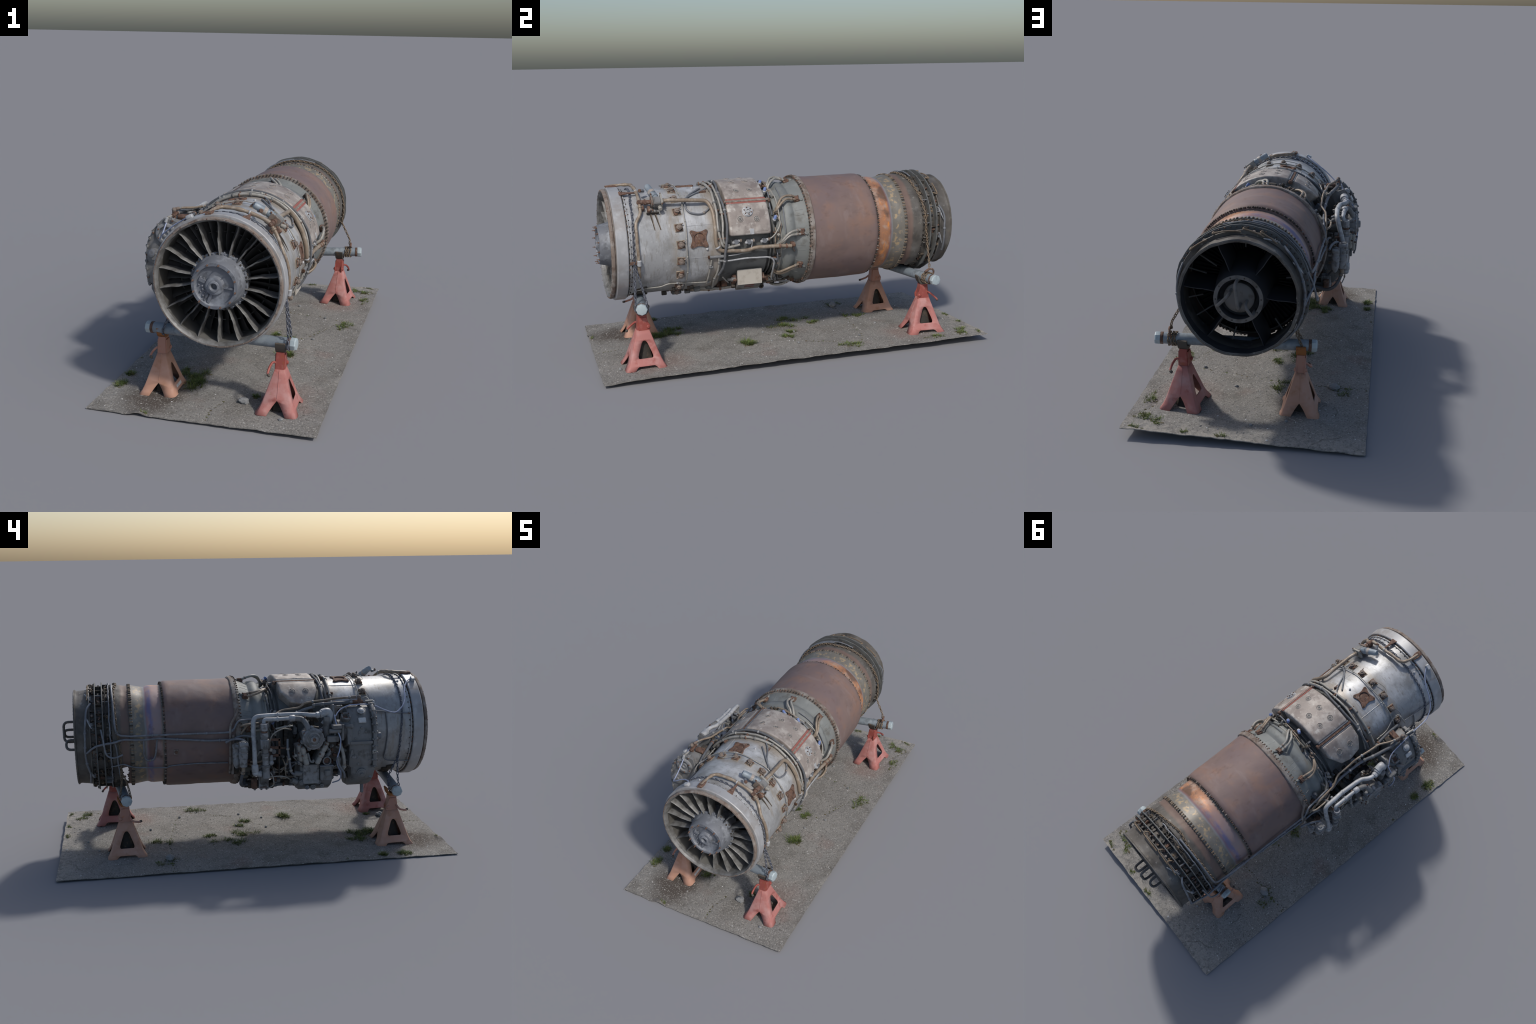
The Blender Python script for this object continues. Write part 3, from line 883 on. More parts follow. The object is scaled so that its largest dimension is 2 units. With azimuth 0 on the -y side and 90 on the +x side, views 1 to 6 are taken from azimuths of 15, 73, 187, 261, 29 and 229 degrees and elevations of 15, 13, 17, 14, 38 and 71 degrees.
# ---- pads wrapped on the engine
def pad(b, outline, r_base, r_top, mat, rnd=0.006, rings=6, dent=0.0, foot=None):
    """a cover with rounded edge: outline in (y, angle), convex"""
    dense = []
    n = len(outline)
    for i in range(n):
        (y0, t0), (y1, t1) = outline[i], outline[(i + 1) % n]
        k = max(1, int(math.hypot(y1 - y0, math.radians(t1 - t0) * RM) / 0.008))
        dense += [(y0 + (y1 - y0) * j / k, t0 + (t1 - t0) * j / k) for j in range(k)]
    cy = sum(p[0] for p in outline) / n
    ct = sum(p[1] for p in outline) / n
    sy = max(abs(p[0] - cy) for p in outline)
    lv = [(1.0, r_base), (1.0, r_top - rnd)]
    for q in (30, 60, 90):
        a = math.radians(q)
        lv.append((1 - (rnd / sy) * (1 - math.cos(a)), r_top - rnd + rnd * math.sin(a)))
    base = lv[-1][0]
    lv += [(base * (1 - j / rings), r_top) for j in range(1, rings)]
    rg = []
    for k, r in lv:
        ring = []
        for y, t in dense:
            yy, tt = cy + (y - cy) * k, ct + (t - ct) * k
            p = P(yy, tt, r)
            ring.append(P(yy, tt, r + (dent * fbm(p, 16) if r > r_base else 0)))
        rg.append(ring)
    b.loft(rg, mat)


def rounded(y0, y1, t0, t1, ry, k=4):
    rt = math.degrees(ry / RM)
    out = []
    for cy, ct, a0 in ((y1 - ry, t1 - rt, 0), (y0 + ry, t1 - rt, 90), (y0 + ry, t0 + rt, 180), (y1 - ry, t0 + rt, 270)):
        for j in range(k + 1):
            a = math.radians(a0 + 90 * j / k)
            out.append((cy + ry * math.cos(a), ct + rt * math.sin(a)))
    return out


cover = thing("cover_box", "", "", (0, 0, 0))
del cover["label"], cover["category"]
cover.name = "cover_box"
cover.parent = engine
cover.location = P(-0.24, 10, 0.26) - engine.location
b = Build()
pad(b, rounded(-0.340, -0.137, -17.5, 41, 0.010), 0.228, 0.2855, M["panel"], 0.008, dent=0.0016)
b.make("cover_panel", cover, 50)
b = Build()
pad(b, rounded(-0.344, -0.133, 46.5, 80.5, 0.012), 0.228, 0.2845, M["panel"], 0.009, dent=0.0016)
pad(b, rounded(-0.212, -0.150, 68.5, 77.5, 0.003), 0.28, 0.2862, M["panel"], 0.0015)
pad(b, rounded(-0.206, -0.157, 69.7, 76.5, 0.003), 0.28, 0.2868, M["panel"], 0.001)
b.make("cover_panel", cover, 50)
b = Build()
pad(b, [(-0.343, -23), (-0.142, -23), (-0.146, -38), (-0.192, -52), (-0.245, -55), (-0.315, -51), (-0.343, -38)], 0.228, 0.2850, M["panel"], 0.010, dent=0.0016)
b.make("cover_panel", cover, 50)
b = Build()
pad(b, rounded(-0.342, -0.134, 40.2, 47.3, 0.003), 0.228, 0.2795, M["core"], 0.003)
pad(b, rounded(-0.340, -0.136, 41.0, 43.2, 0.003), 0.27, 0.2825, M["strip"], 0.001)
pad(b, rounded(-0.348, -0.120, 43.0, 45.2, 0.003), 0.27, 0.2850, M["lip"], 0.001)
pad(b, rounded(-0.340, -0.136, 45.0, 47.0, 0.003), 0.27, 0.2828, M["strip"], 0.001)
for y in (-0.352, -0.118):
    b.box(frame(y, 44.3, 0.268), 0.012, 0.022, 0, 0.016, M["rust"], 0.003)
b.make("cover_strap", cover, 50)
b = Build()
pad(b, rounded(-0.345, -0.140, -23.6, -17, 0.003), 0.228, 0.2785, M["core"], 0.003)
pad(b, rounded(-0.342, -0.143, -18.6, -17.3, 0.002), 0.27, 0.2835, M["slate"], 0.001)
pad(b, rounded(-0.350, -0.132, -21.3, -19.3, 0.003), 0.27, 0.2835, M["rust"], 0.001)
pad(b, rounded(-0.342, -0.143, -23.2, -22.0, 0.002), 0.27, 0.2835, M["slate"], 0.001)
for y in (-0.352, -0.130):
    b.box(frame(y, -20.3, 0.266), 0.012, 0.022, 0, 0.016, M["rust"], 0.003)
b.make("cover_strap", cover, 50)
b = Build()
b.lathe(I4, [(-0.004, 0.0165), (0.0002, 0.0160), (0.0008, 0.0140), (-0.0010, 0.0125)], M["panel"], 28)
b.lathe(I4, [(-0.003, 0.0128), (-0.0008, 0.0126), (-0.0010, 0.0085)], M["core"], 28)
b.lathe(I4, [(-0.003, 0.0100), (0.0006, 0.0096), (0.0010, 0.0070), (0.0002, 0.0060)], M["panel"], 24)
b.lathe(I4, [(-0.003, 0.0058), (0.0008, 0.0056), (0.0008, 0.0006)], M["core"], 20)
b.hexnut(Matrix.Translation((0, 0, 0.001)), 0.0028, 0.0018, M["gear"])
dimple = b.make("cover_fastener", cover)
spots = [(-0.273, 12), (-0.203, 12), (-0.272, 30), (-0.203, 30), (-0.277, -4), (-0.207, -4), (-0.285, 64), (-0.203, 65), (-0.282, -38), (-0.211, -38)]
for i, (y, t) in enumerate(spots):
    m = frame(y, t, 0.2868 if t < 60 else 0.2858)
    if i == 0:
        dimple.matrix_basis = m
    else:
        copy_at(dimple, m, cover)
b = Build()
m = frame(-0.243, 57, 0.283)
b.lathe(m, [(0, 0.027), (0.003, 0.027), (0.004, 0.0245), (0.009, 0.0245), (0.010, 0.022), (0.010, 0.013), (0.016, 0.012), (0.017, 0.0075), (0.011, 0.007), (0.011, 0.001)], M["bright"], 32)
for k in range(6):
    a = math.radians(60 * k + 20)
    b.hexnut(m @ Matrix.Translation((0.0185 * math.cos(a), 0.0185 * math.sin(a), 0.010)), 0.0034, 0.004, M["rust"])
b.make("cover_port", cover, 40)
b = Build()
pad(b, rounded(-0.243, -0.222, 74.5, 80, 0.002), 0.28, 0.2862, M["bright"], 0.001)
b.make("data_plate", cover, 40)


# ---- star shaped blanking plates
def star_plate(y, th):
    b = Build()
    tips, outl = 4, []
    for i in range(tips):
        a0 = 45 + 90 * i
        for d, r in ((-8, 0.054), (-4, 0.0575), (4, 0.0575), (8, 0.054), (16, 0.045), (29, 0.0365), (45, 0.0345), (61, 0.0365), (74, 0.045)):
            a = math.radians(a0 + d)
            outl.append((r * math.cos(a), r * math.sin(a), a))

    def w(u, v, r):
        return P(y + u, th + math.degrees(v / 0.262), r)

    rings = [[w(u, v, 0.257) for u, v, a in outl], [w(u, v, 0.2655) for u, v, a in outl], [w(u * 0.97, v * 0.97, 0.267) for u, v, a in outl],
             [w(0.0295 * math.cos(a), 0.0295 * math.sin(a), 0.267) for u, v, a in outl], [w(0.0275 * math.cos(a), 0.0275 * math.sin(a), 0.266) for u, v, a in outl],
             [w(0.027 * math.cos(a), 0.027 * math.sin(a), 0.2605) for u, v, a in outl], [w(0.012 * math.cos(a), 0.012 * math.sin(a), 0.2606) for u, v, a in outl]]
    b.loft(rings, M["rust"])
    for i in range(4):
        a = math.radians(45 + 90 * i)
        b.lathe(frame(y + 0.050 * math.cos(a), th + math.degrees(0.050 * math.sin(a) / 0.262), 0.2665), [(0, 0.0042), (0.0012, 0.0042), (0.0012, 0.0022), (0.0002, 0.002)], M["grime"], 10)
    return b.make("blanking_plate", engine, 40)


star_plate(-0.492, 80.5)
star_plate(-0.496, -9)
b = Build()
for y, t in ((-0.455, 92), (-0.47, 9), (-0.80, -22)):
    b.lathe(frame(y, t, 0.257), [(0, 0.006), (0.008, 0.006), (0.010, 0.0035)], M["bright"], 10)
for y0, y1, t in ((-0.555, -0.392, 66), (-0.555, -0.392, 101), (-0.56, -0.392, -26), (-0.76, -0.64, -67), (-0.555, -0.392, 25)):
    b.tube(around([(y0, t, 0.2595), (y1, t, 0.2605)], 0.01, 0.01, 0.0003), 0.0013, M["silver"], 6)
b.make("skin_seam", engine, 50, "stuff")

# ---- tan bleed pipe at the front right, with its valve
path = around([(-0.868, -9, 0.2835), (-0.81, -8, 0.2865), (-0.768, -5, 0.2855), (-0.762, 8, 0.282), (-0.757, 20, 0.281), (-0.759, 38, 0.291)], 0.025)
b = Build()
b.tube(path, [0.0085 - 0.002 * max(0, 1 - i / 9) + 0.001 * math.sin(i) for i in range(len(path))], M["tan"], 12)
collar(b, path, 0.70, 0.011, 0.009, M["bright"])
b.make("bleed_pipe", engine, 50)
b = Build()
b.prism(frame(-0.872, -9, 0.278), [(-0.016, -0.012), (0.01, -0.016), (0.045, -0.008), (0.045, 0.008), (0.01, 0.016), (-0.016, 0.012)], 0, 0.010, M["rust"], 0.002)
b.prism(frame(-0.83, 21, 0.277), [(-0.012, -0.016), (0.004, -0.013), (0.03, -0.006), (0.066, -0.004), (0.066, 0.004), (0.03, 0.006), (0.004, 0.013), (-0.012, 0.016)], 0, 0.0055, M["rust"], 0.001)
b.box(frame(-0.81, 100, 0.262), 0.036, 0.014, 0, 0.012, M["rust"], 0.002)
b.rod(P(-0.786, 97, 0.276), P(-0.786, 103, 0.276), 0.011, M["bright"], 12)
b.make("pipe_bracket", engine, 40)
pipe("bleed_pipe", around([(-0.759, 39, 0.288), (-0.758, 46, 0.280), (-0.760, 50, 0.275), (-0.790, 61, 0.272), (-0.790, 78, 0.271), (-0.787, 104, 0.270), (-0.782, 118, 0.268)], 0.02), 0.0078, M["tan"], engine, (0.06,), M["tan"], 12)
b = Build()
q = P(-0.759, 39, 0.290)
b.ball(q, 0.013, M["rust"])
b.rod(q, P(-0.70, 39.5, 0.292), 0.011, M["rust"], 14)
b.lathe(frame_dir(P(-0.735, 39, 0.291), AX), [(0, 0.015), (0.006, 0.015), (0.007, 0.011)], M["rust"], 10)
b.box(frame(-0.752, 43.5, 0.262), 0.026, 0.022, 0, 0.022, M["rust"], 0.003)
b.box(frame(-0.718, 46.5, 0.262), 0.014, 0.03, 0, 0.028, M["rust"], 0.003)
b.box(frame(-0.70, 49.5, 0.262), 0.06, 0.006, 0, 0.014, M["grime"], 0.002)
b.rod(P(-0.70, 46, 0.276), P(-0.70, 49, 0.285), 0.004, M["rust"])
b.make("bleed_valve_bracket", engine, 40)
b = Build()
b.box(frame(-0.676, 40, 0.272), 0.040, 0.044, 0, 0.040, M["gear"], 0.006)
b.box(frame(-0.654, 38.5, 0.266), 0.010, 0.060, 0, 0.046, M["tube"], 0.003)
b.box(frame(-0.700, 38.5, 0.268), 0.008, 0.052, 0, 0.042, M["lip"], 0.003)
ca, cb = P(-0.676, 37, 0.298), P(-0.705, 18.5, 0.3055)
d = (cb - ca).normalized()
L = (cb - ca).length
b.lathe(frame_dir(ca, d), [(0, 0.013), (0.012, 0.014), (0.014, 0.0175), (0.03, 0.018), (0.032, 0.0155), (0.038, 0.0155), (0.040, 0.0172), (0.060, 0.0172), (0.062, 0.0158), (L - 0.012, 0.0158), (L - 0.006, 0.0145), (L, 0.0125)], M["galv"], 24)
b.lathe(frame_dir(ca + d * 0.041, d), [(0, 0.0173), (0.0005, 0.0179), (0.016, 0.0179), (0.0165, 0.0173)], M["panel"], 24)
b.rod(P(-0.665, 45, 0.285), P(-0.665, 49, 0.296), 0.010, M["tube"], 14)
for yy, tt in ((-0.655, 33), (-0.655, 45), (-0.70, 33), (-0.70, 45)):
    b.hexnut(frame(yy, tt, 0.308), 0.004, 0.006, M["rust"])
b.rod(P(-0.725, 24, 0.296), P(-0.742, 26, 0.305), 0.008, M["slate"], 10)
b.rod(P(-0.742, 26, 0.305), P(-0.75, 27, 0.309), 0.009, M["rust"], 8)
b.make("bleed_valve", engine, 40)
path = around([(-0.654, 39, 0.291), (-0.62, 39.5, 0.297), (-0.50, 41, 0.292), (-0.43, 41, 0.287), (-0.413, 52, 0.278), (-0.411, 68, 0.272), (-0.414, 88, 0.270), (-0.393, 95, 0.270), (-0.30, 97, 0.262), (-0.25, 97.5, 0.259), (-0.215, 94.5, 0.262), (-0.10, 94.5, 0.272), (-0.03, 95, 0.280)], 0.03)
b = Build()
b.tube(path, 0.0095, M["tan"], 14)
for f in (0.012, 0.93, 0.97):
    collar(b, path, f, 0.0125, 0.012, M["rust"] if f > 0.5 else M["tan"], 12)
collar(b, path, 0.545, 0.0125, 0.010, M["bright"], 12)
b.box(frame(-0.02, 94, 0.255), 0.022, 0.022, 0, 0.03, M["rust"], 0.003)
b.rod(P(-0.02, 97, 0.272), P(-0.005, 103, 0.262), 0.005, M["lip"], 8)
b.box(frame(-0.385, 82, 0.262), 0.055, 0.008, 0, 0.012, M["rust"], 0.002)
b.make("bleed_pipe", engine, 50)
# drips below the valve
b = Build()
for y0, y1, t0, t1 in ((-0.712, -0.70, 50, 68), (-0.690, -0.672, 50, 68)):
    run = around([(y0, t0, 0.263), ((y0 + y1) / 2, (t0 + t1) / 2, 0.2595), (y1, t1, 0.2575)], 0.01, 0.01, 0.0006)
    b.tube(run, [0.0036 - 0.0022 * k / len(run) for k in range(len(run))], M["grime"], 6)
    b.tube([p + AX * 0.003 for p in run], [0.0032 - 0.002 * k / len(run) for k in range(len(run))], M["tan"], 6)
b.make("drip_crust", engine, 50, "stuff")

# ---- cables and hoses in front of the cover box
TUBE, HOSE, SLATE, TAN = M["tube"], M["hose"], M["slate"], M["tan"]
runs = [
    ("hose", [(-0.362, -62, 0.285), (-0.358, -45, 0.287), (-0.362, -30, 0.282), (-0.352, -12, 0.279), (-0.352, 10, 0.277), (-0.365, 28, 0.280), (-0.356, 48, 0.282), (-0.354, 66, 0.283), (-0.358, 80, 0.281), (-0.370, 95, 0.280), (-0.373, 112, 0.277), (-0.394, 124, 0.272)], 0.0062, HOSE, (0.16, 0.33, 0.5, 0.62, 0.9)),
    ("hose", [(-0.350, -58, 0.275), (-0.372, -30, 0.276), (-0.378, -8, 0.274), (-0.374, 14, 0.276), (-0.373, 31, 0.276), (-0.369, 51, 0.276), (-0.370, 64, 0.275), (-0.378, 80, 0.273), (-0.372, 88, 0.268), (-0.345, 90, 0.262)], 0.0055, TUBE, (0.2, 0.45, 0.6, 0.75)),
    ("pipe", [(-0.400, -64, 0.290), (-0.404, -45, 0.274), (-0.406, -27, 0.272), (-0.409, -11, 0.272), (-0.401, 6, 0.272), (-0.392, 24, 0.272), (-0.395, 42, 0.272), (-0.394, 57, 0.272), (-0.399, 68, 0.271), (-0.394, 80, 0.270), (-0.380, 90, 0.269), (-0.353, 92.5, 0.266), (-0.292, 90, 0.262)], 0.0068, TUBE, (0.12, 0.28, 0.38, 0.5, 0.62, 0.8)),
    ("cable", [(-0.436, 14, 0.266), (-0.504, 27, 0.268), (-0.537, 36, 0.270), (-0.542, 45, 0.270), (-0.526, 52, 0.268), (-0.470, 55, 0.266), (-0.430, 50, 0.266), (-0.418, 45, 0.272)], 0.0042, SLATE, (0.85,)),
    ("cable", [(-0.385, 11, 0.273), (-0.426, 20, 0.270), (-0.500, 28, 0.266), (-0.545, 36, 0.268)], 0.0035, SLATE, (0.3,)),
    ("cable", [(-0.553, -75, 0.268), (-0.560, -41, 0.270), (-0.558, -22, 0.269), (-0.553, 2, 0.270), (-0.556, 18, 0.270), (-0.549, 34, 0.271), (-0.556, 48, 0.270), (-0.552, 66, 0.269), (-0.556, 88, 0.269), (-0.550, 112, 0.268), (-0.552, 132, 0.267), (-0.55, 160, 0.266)], 0.0028, TUBE, (0.1, 0.2, 0.3, 0.42, 0.5, 0.58, 0.66, 0.74, 0.82, 0.9)),
    ("pipe", [(-0.79, 143, 0.262), (-0.757, 140, 0.262), (-0.672, 139, 0.262), (-0.640, 133, 0.264), (-0.534, 135, 0.265), (-0.423, 137, 0.266)], 0.0034, TUBE, (0.55, 0.96)),
    ("pipe", [(-0.354, 107, 0.266), (-0.249, 106, 0.264), (-0.136, 107, 0.264), (-0.109, 112, 0.264), (-0.110, 129, 0.265), (-0.104, 143, 0.268), (-0.076, 150, 0.270), (0.009, 157, 0.272)], 0.0042, M["bright"], (0.42,)),
    ("pipe", [(-0.40, 101, 0.268), (-0.396, 109, 0.268), (-0.400, 120, 0.268), (-0.412, 134, 0.268), (-0.405, 150, 0.270)], 0.0052, TUBE, (0.15, 0.6)),
    ("pipe", [(-0.435, 104, 0.268), (-0.438, 112, 0.268), (-0.440, 122, 0.266), (-0.445, 140, 0.266)], 0.0045, TUBE, (0.2,)),
    ("pipe", [(-0.076, 36, 0.262), (-0.076, 54, 0.262), (-0.078, 72, 0.263), (-0.105, 82, 0.263), (-0.135, 87, 0.258), (-0.165, 88, 0.256)], 0.0036, TUBE, (0.98,)),
    ("pipe", [(-0.048, 20, 0.258), (-0.047, 40, 0.259), (-0.051, 60, 0.258), (-0.052, 82, 0.258)], 0.0026, SLATE, ()),
    ("pipe", [(-0.35, 101.5, 0.262), (-0.30, 101.5, 0.258), (-0.24, 98, 0.258), (-0.23, 93, 0.262), (-0.228, 88, 0.262)], 0.0026, M["bright"], (0.95,)),
    ("pipe", [(-0.37, 128, 0.272), (-0.35, 135, 0.270), (-0.33, 142, 0.268)], 0.0036, TUBE, ()),
    ("cable", [(-0.62, -66, 0.275), (-0.605, -55, 0.282), (-0.60, -48, 0.276), (-0.56, -50, 0.270), (-0.50, -58, 0.272), (-0.43, -58, 0.274)], 0.0032, TUBE, (0.25, 0.9)),
    ("cable", [(-0.593, -2, 0.276), (-0.612, -12, 0.275), (-0.613, -18, 0.274), (-0.597, -22, 0.276)], 0.0018, TUBE, ()),
    ("cable", [(-0.593, -39, 0.276), (-0.612, -48, 0.275), (-0.613, -54, 0.274), (-0.597, -58, 0.276)], 0.0018, SLATE, ()),
    ("pipe", [(-0.625, -64, 0.268), (-0.700, -66, 0.266), (-0.765, -68, 0.267), (-0.834, -69, 0.268)], 0.0028, SLATE, (0.9,)),
    ("pipe", [(-0.690, -66, 0.266), (-0.696, -91, 0.264), (-0.690, -122, 0.264), (-0.715, -127, 0.266), (-0.765, -127, 0.268), (-0.833, -128, 0.270)], 0.0034, SLATE, ()),
    ("cable", [(-0.386, -72, 0.396), (-0.400, -69, 0.388), (-0.423, -66, 0.378), (-0.466, -63.5, 0.380), (-0.553, -63, 0.372), (-0.607, -64, 0.360), (-0.665, -68, 0.342), (-0.722, -70, 0.330), (-0.764, -64, 0.320), (-0.792, -54, 0.302), (-0.806, -40, 0.288), (-0.835, -30, 0.284), (-0.864, -25, 0.286)], 0.0030, M["cable"], ()),
]
for name, pts, r, mat, cols in runs:
    pipe(name, around(pts, 0.02, seed=rng.uniform(0, 9)), r, mat, engine, cols, rng.choice((M["tube"], M["lip"], M["gear"], M["pale"])))
b = Build()
for y, t, r in ((-0.385, 14, 0.27), (-0.40, -10, 0.27), (-0.36, 57, 0.272), (-0.37, -52, 0.27), (-0.395, 52, 0.266), (-0.38, 82, 0.264), (-0.43, 22, 0.262), (-0.41, -40, 0.264)):
    b.box(frame(y, t, r - 0.008), 0.034, 0.008, 0, 0.016, M["rust"], 0.002)
    b.hexnut(frame(y + 0.01, t, r + 0.008), 0.004, 0.004, M["rust"])
for y, t, r, n in ((-0.445, 101, 0.268, "x"), (-0.40, 101, 0.268, "x")):
    b.rod(P(-0.448, 101, 0.268), P(-0.37, 101, 0.268), 0.0075, M["bright"], 12)
    b.rod(P(-0.452, 101, 0.268), P(-0.444, 101, 0.268), 0.0095, M["rust"], 12)
    b.rod(P(-0.40, 106, 0.268), P(-0.36, 106.5, 0.268), 0.0065, M["bright"], 12)
    b.rod(P(-0.445, 113, 0.268), P(-0.425, 113, 0.268), 0.0075, M["bright"], 10)
for y, t in ((-0.31, 87), (-0.245, 88), (-0.165, 88)):
    b.lathe(frame(y, t, 0.236), [(0, 0.012), (0.012, 0.012), (0.014, 0.009), (0.022, 0.009), (0.024, 0.012), (0.032, 0.012)], M["slate"], 10)
    b.rod(P(y - 0.02, t + 1, 0.262), P(y + 0.02, t - 1, 0.258), 0.0075, M["bright"], 10)
    b.rod(P(y + 0.02, t - 1, 0.258), P(y + 0.030, t - 1, 0.258), 0.0085, M["lip"], 8)
b.box(frame(-0.872, -26, 0.277), 0.02, 0.03, 0, 0.018, M["bright"], 0.003)
b.make("pipe_fitting", engine, 40, "stuff")

# ---- fuel injectors round the combustor: bracket and two bent tubes each
for k, th in enumerate((3, 43, 82, 122, 162, -38, -78, -118, -158)):
    b = Build()
    m = frame(0.032, th, 0.2535)
    b.box(m, 0.030, 0.034, 0, 0.013, M["rust"], 0.003)
    b.box(m, 0.020, 0.026, 0.012, 0.020, M["rust"], 0.003)
    for sx, sy in ((0.011, 0.013), (-0.011, 0.013), (0.011, -0.013), (-0.011, -0.013)):
        b.hexnut(m @ Matrix.Translation((sx, sy, 0.012)), 0.0036, 0.006, M["rust"])
    b.rod(P(0.043, th + 1, 0.262), P(0.062, th + 3, 0.268), 0.006, M["grey"], 8)
    for s, e in ((-2.2, -0.045), (1.8, -0.030)):
        j = rng.uniform(-2, 2)
        path = around([(0.022, th + s, 0.268), (-0.020, th + s, 0.284 - 0.004 * (s > 0)), (e - 0.012, th + s + 2 + j, 0.283), (-0.078, th + s + 9 + j, 0.268), (-0.09, th + s + 13 + j, 0.235)], 0.024, 0.008)
        b.tube(path, 0.0062, M["tan"] if k % 2 else M["tube"], 10)
        collar(b, path, 0.12, 0.0076, 0.010, M["lip"])
    b.make("fuel_injector", engine, 45)
b = Build()
for i in range(46):
    th = rng.uniform(-180, 180)
    y = rng.uniform(-0.118, -0.06)
    mat = rng.choice((M["rust"], M["grime"], M["slate"], M["tube"], M["lip"]))
    if rng.random() < 0.5:
        b.box(frame(y, th, 0.228), rng.uniform(0.01, 0.024), rng.uniform(0.008, 0.02), 0, rng.uniform(0.014, 0.032), mat, 0.002)
    else:
        b.rod(P(y, th, 0.240), P(y + rng.uniform(-0.02, 0.02), th + rng.uniform(-4, 4), rng.uniform(0.255, 0.272)), rng.uniform(0.004, 0.008), mat, 8)
for y, th in ((-0.118, 28), (-0.105, 66), (-0.115, 8), (-0.10, -70)):
    b.rod(P(y, th, 0.262), P(y + 0.010, th - 4, 0.270), 0.008, M["blue"], 10)
    b.rod(P(y, th, 0.250), P(y, th, 0.266), 0.0095, M["bright"], 8)
b.make("combustor_fitting", engine, 40, "stuff")
for i in range(16):
    th = -175 + 360 * i / 16 + rng.uniform(-8, 8)
    y = rng.uniform(-0.112, -0.075)
    path = around([(y, th, 0.240), (y, th + 4, rng.uniform(0.256, 0.266)), (y + rng.uniform(-0.015, 0.02), th + rng.uniform(14, 30), rng.uniform(0.25, 0.264)), (y, th + 32, 0.236)], 0.012)
    pipe("thin_pipe", path, rng.uniform(0.0024, 0.0042), rng.choice((TUBE, TAN, SLATE, HOSE)), engine, (0.5,), M["lip"])

# ---- small box under the right side
b = Build()
prof = [(126, 0.243), (137.5, 0.296), (151, 0.298), (156, 0.245)]
b.loft([[P(y, t, r) for t, r in prof] for y in (-0.287, -0.166)], M["gear"])
o2 = [(126.4, 0.2455), (137.6, 0.2985), (138.4, 0.2965), (127.2, 0.2435)]
b.loft([[P(y, t, r) for t, r in o2] for y in (-0.290, -0.163)], M["cream"])
for y in (-0.300, -0.154):
    b.box(frame(y, 141, 0.24), 0.020, 0.05, 0, 0.035, M["rust"], 0.003)
    b.lathe(frame(y, 147, 0.27), [(0, 0.013), (0.018, 0.013), (0.02, 0.009)], M["grime"], 12)
b.lathe(frame_dir(P(-0.296, 138, 0.262), -AX), [(0, 0.012), (0.02, 0.012), (0.022, 0.008), (0.04, 0.006)], M["gear"], 12)
b.lathe(frame_dir(P(-0.150, 152, 0.285), SIDE), [(0, 0.014), (0.012, 0.014), (0.012, 0.008), (0.002, 0.008)], M["grime"], 14)
for t in (140.5, 144.5):
    b.box(frame(-0.225, t, 0.2965), 0.05, 0.005, 0, 0.0012, M["strip"], 0.0004)
b.make("control_box", engine, 30)
# grimy plumbing along the belly
b = Build()
for i in range(120):
    y = rng.uniform(-0.64, 0.05)
    th = rng.uniform(146, 222)
    base = 0.256 if y < -0.39 else 0.232
    mat = rng.choice((M["grime"], M["grime"], M["rust"], M["gear"], M["core"]))
    h = rng.uniform(0.008, 0.026) + (0.02 if y > -0.39 else 0)
    if rng.random() < 0.6:
        b.box(frame(y, th, base) @ Matrix.Rotation(rng.uniform(-0.4, 0.4), 4, "Z"), rng.uniform(0.015, 0.05), rng.uniform(0.012, 0.04), 0, h, mat, 0.003)
    else:
        r = rng.uniform(0.005, 0.014)
        b.lathe(frame(y, th, base), [(0, r), (h * 0.8, r), (h, r * 0.7)], mat, 10)
b.make("belly_fitting", engine, 40, "stuff")
for i in range(9):
    th = 150 + 8 * i
    y0 = rng.uniform(-0.6, -0.3)
    path = around([(y0, th, 0.262), (y0 + 0.12, th + rng.uniform(-5, 5), 0.274), (y0 + 0.26, th + rng.uniform(-8, 8), 0.268), (min(y0 + 0.4, 0.03), th, 0.262)], 0.03)
    pipe("belly_pipe", path, rng.uniform(0.004, 0.008), rng.choice((M["grime"], TUBE, TAN, HOSE)), engine, (0.3, 0.7), M["rust"])

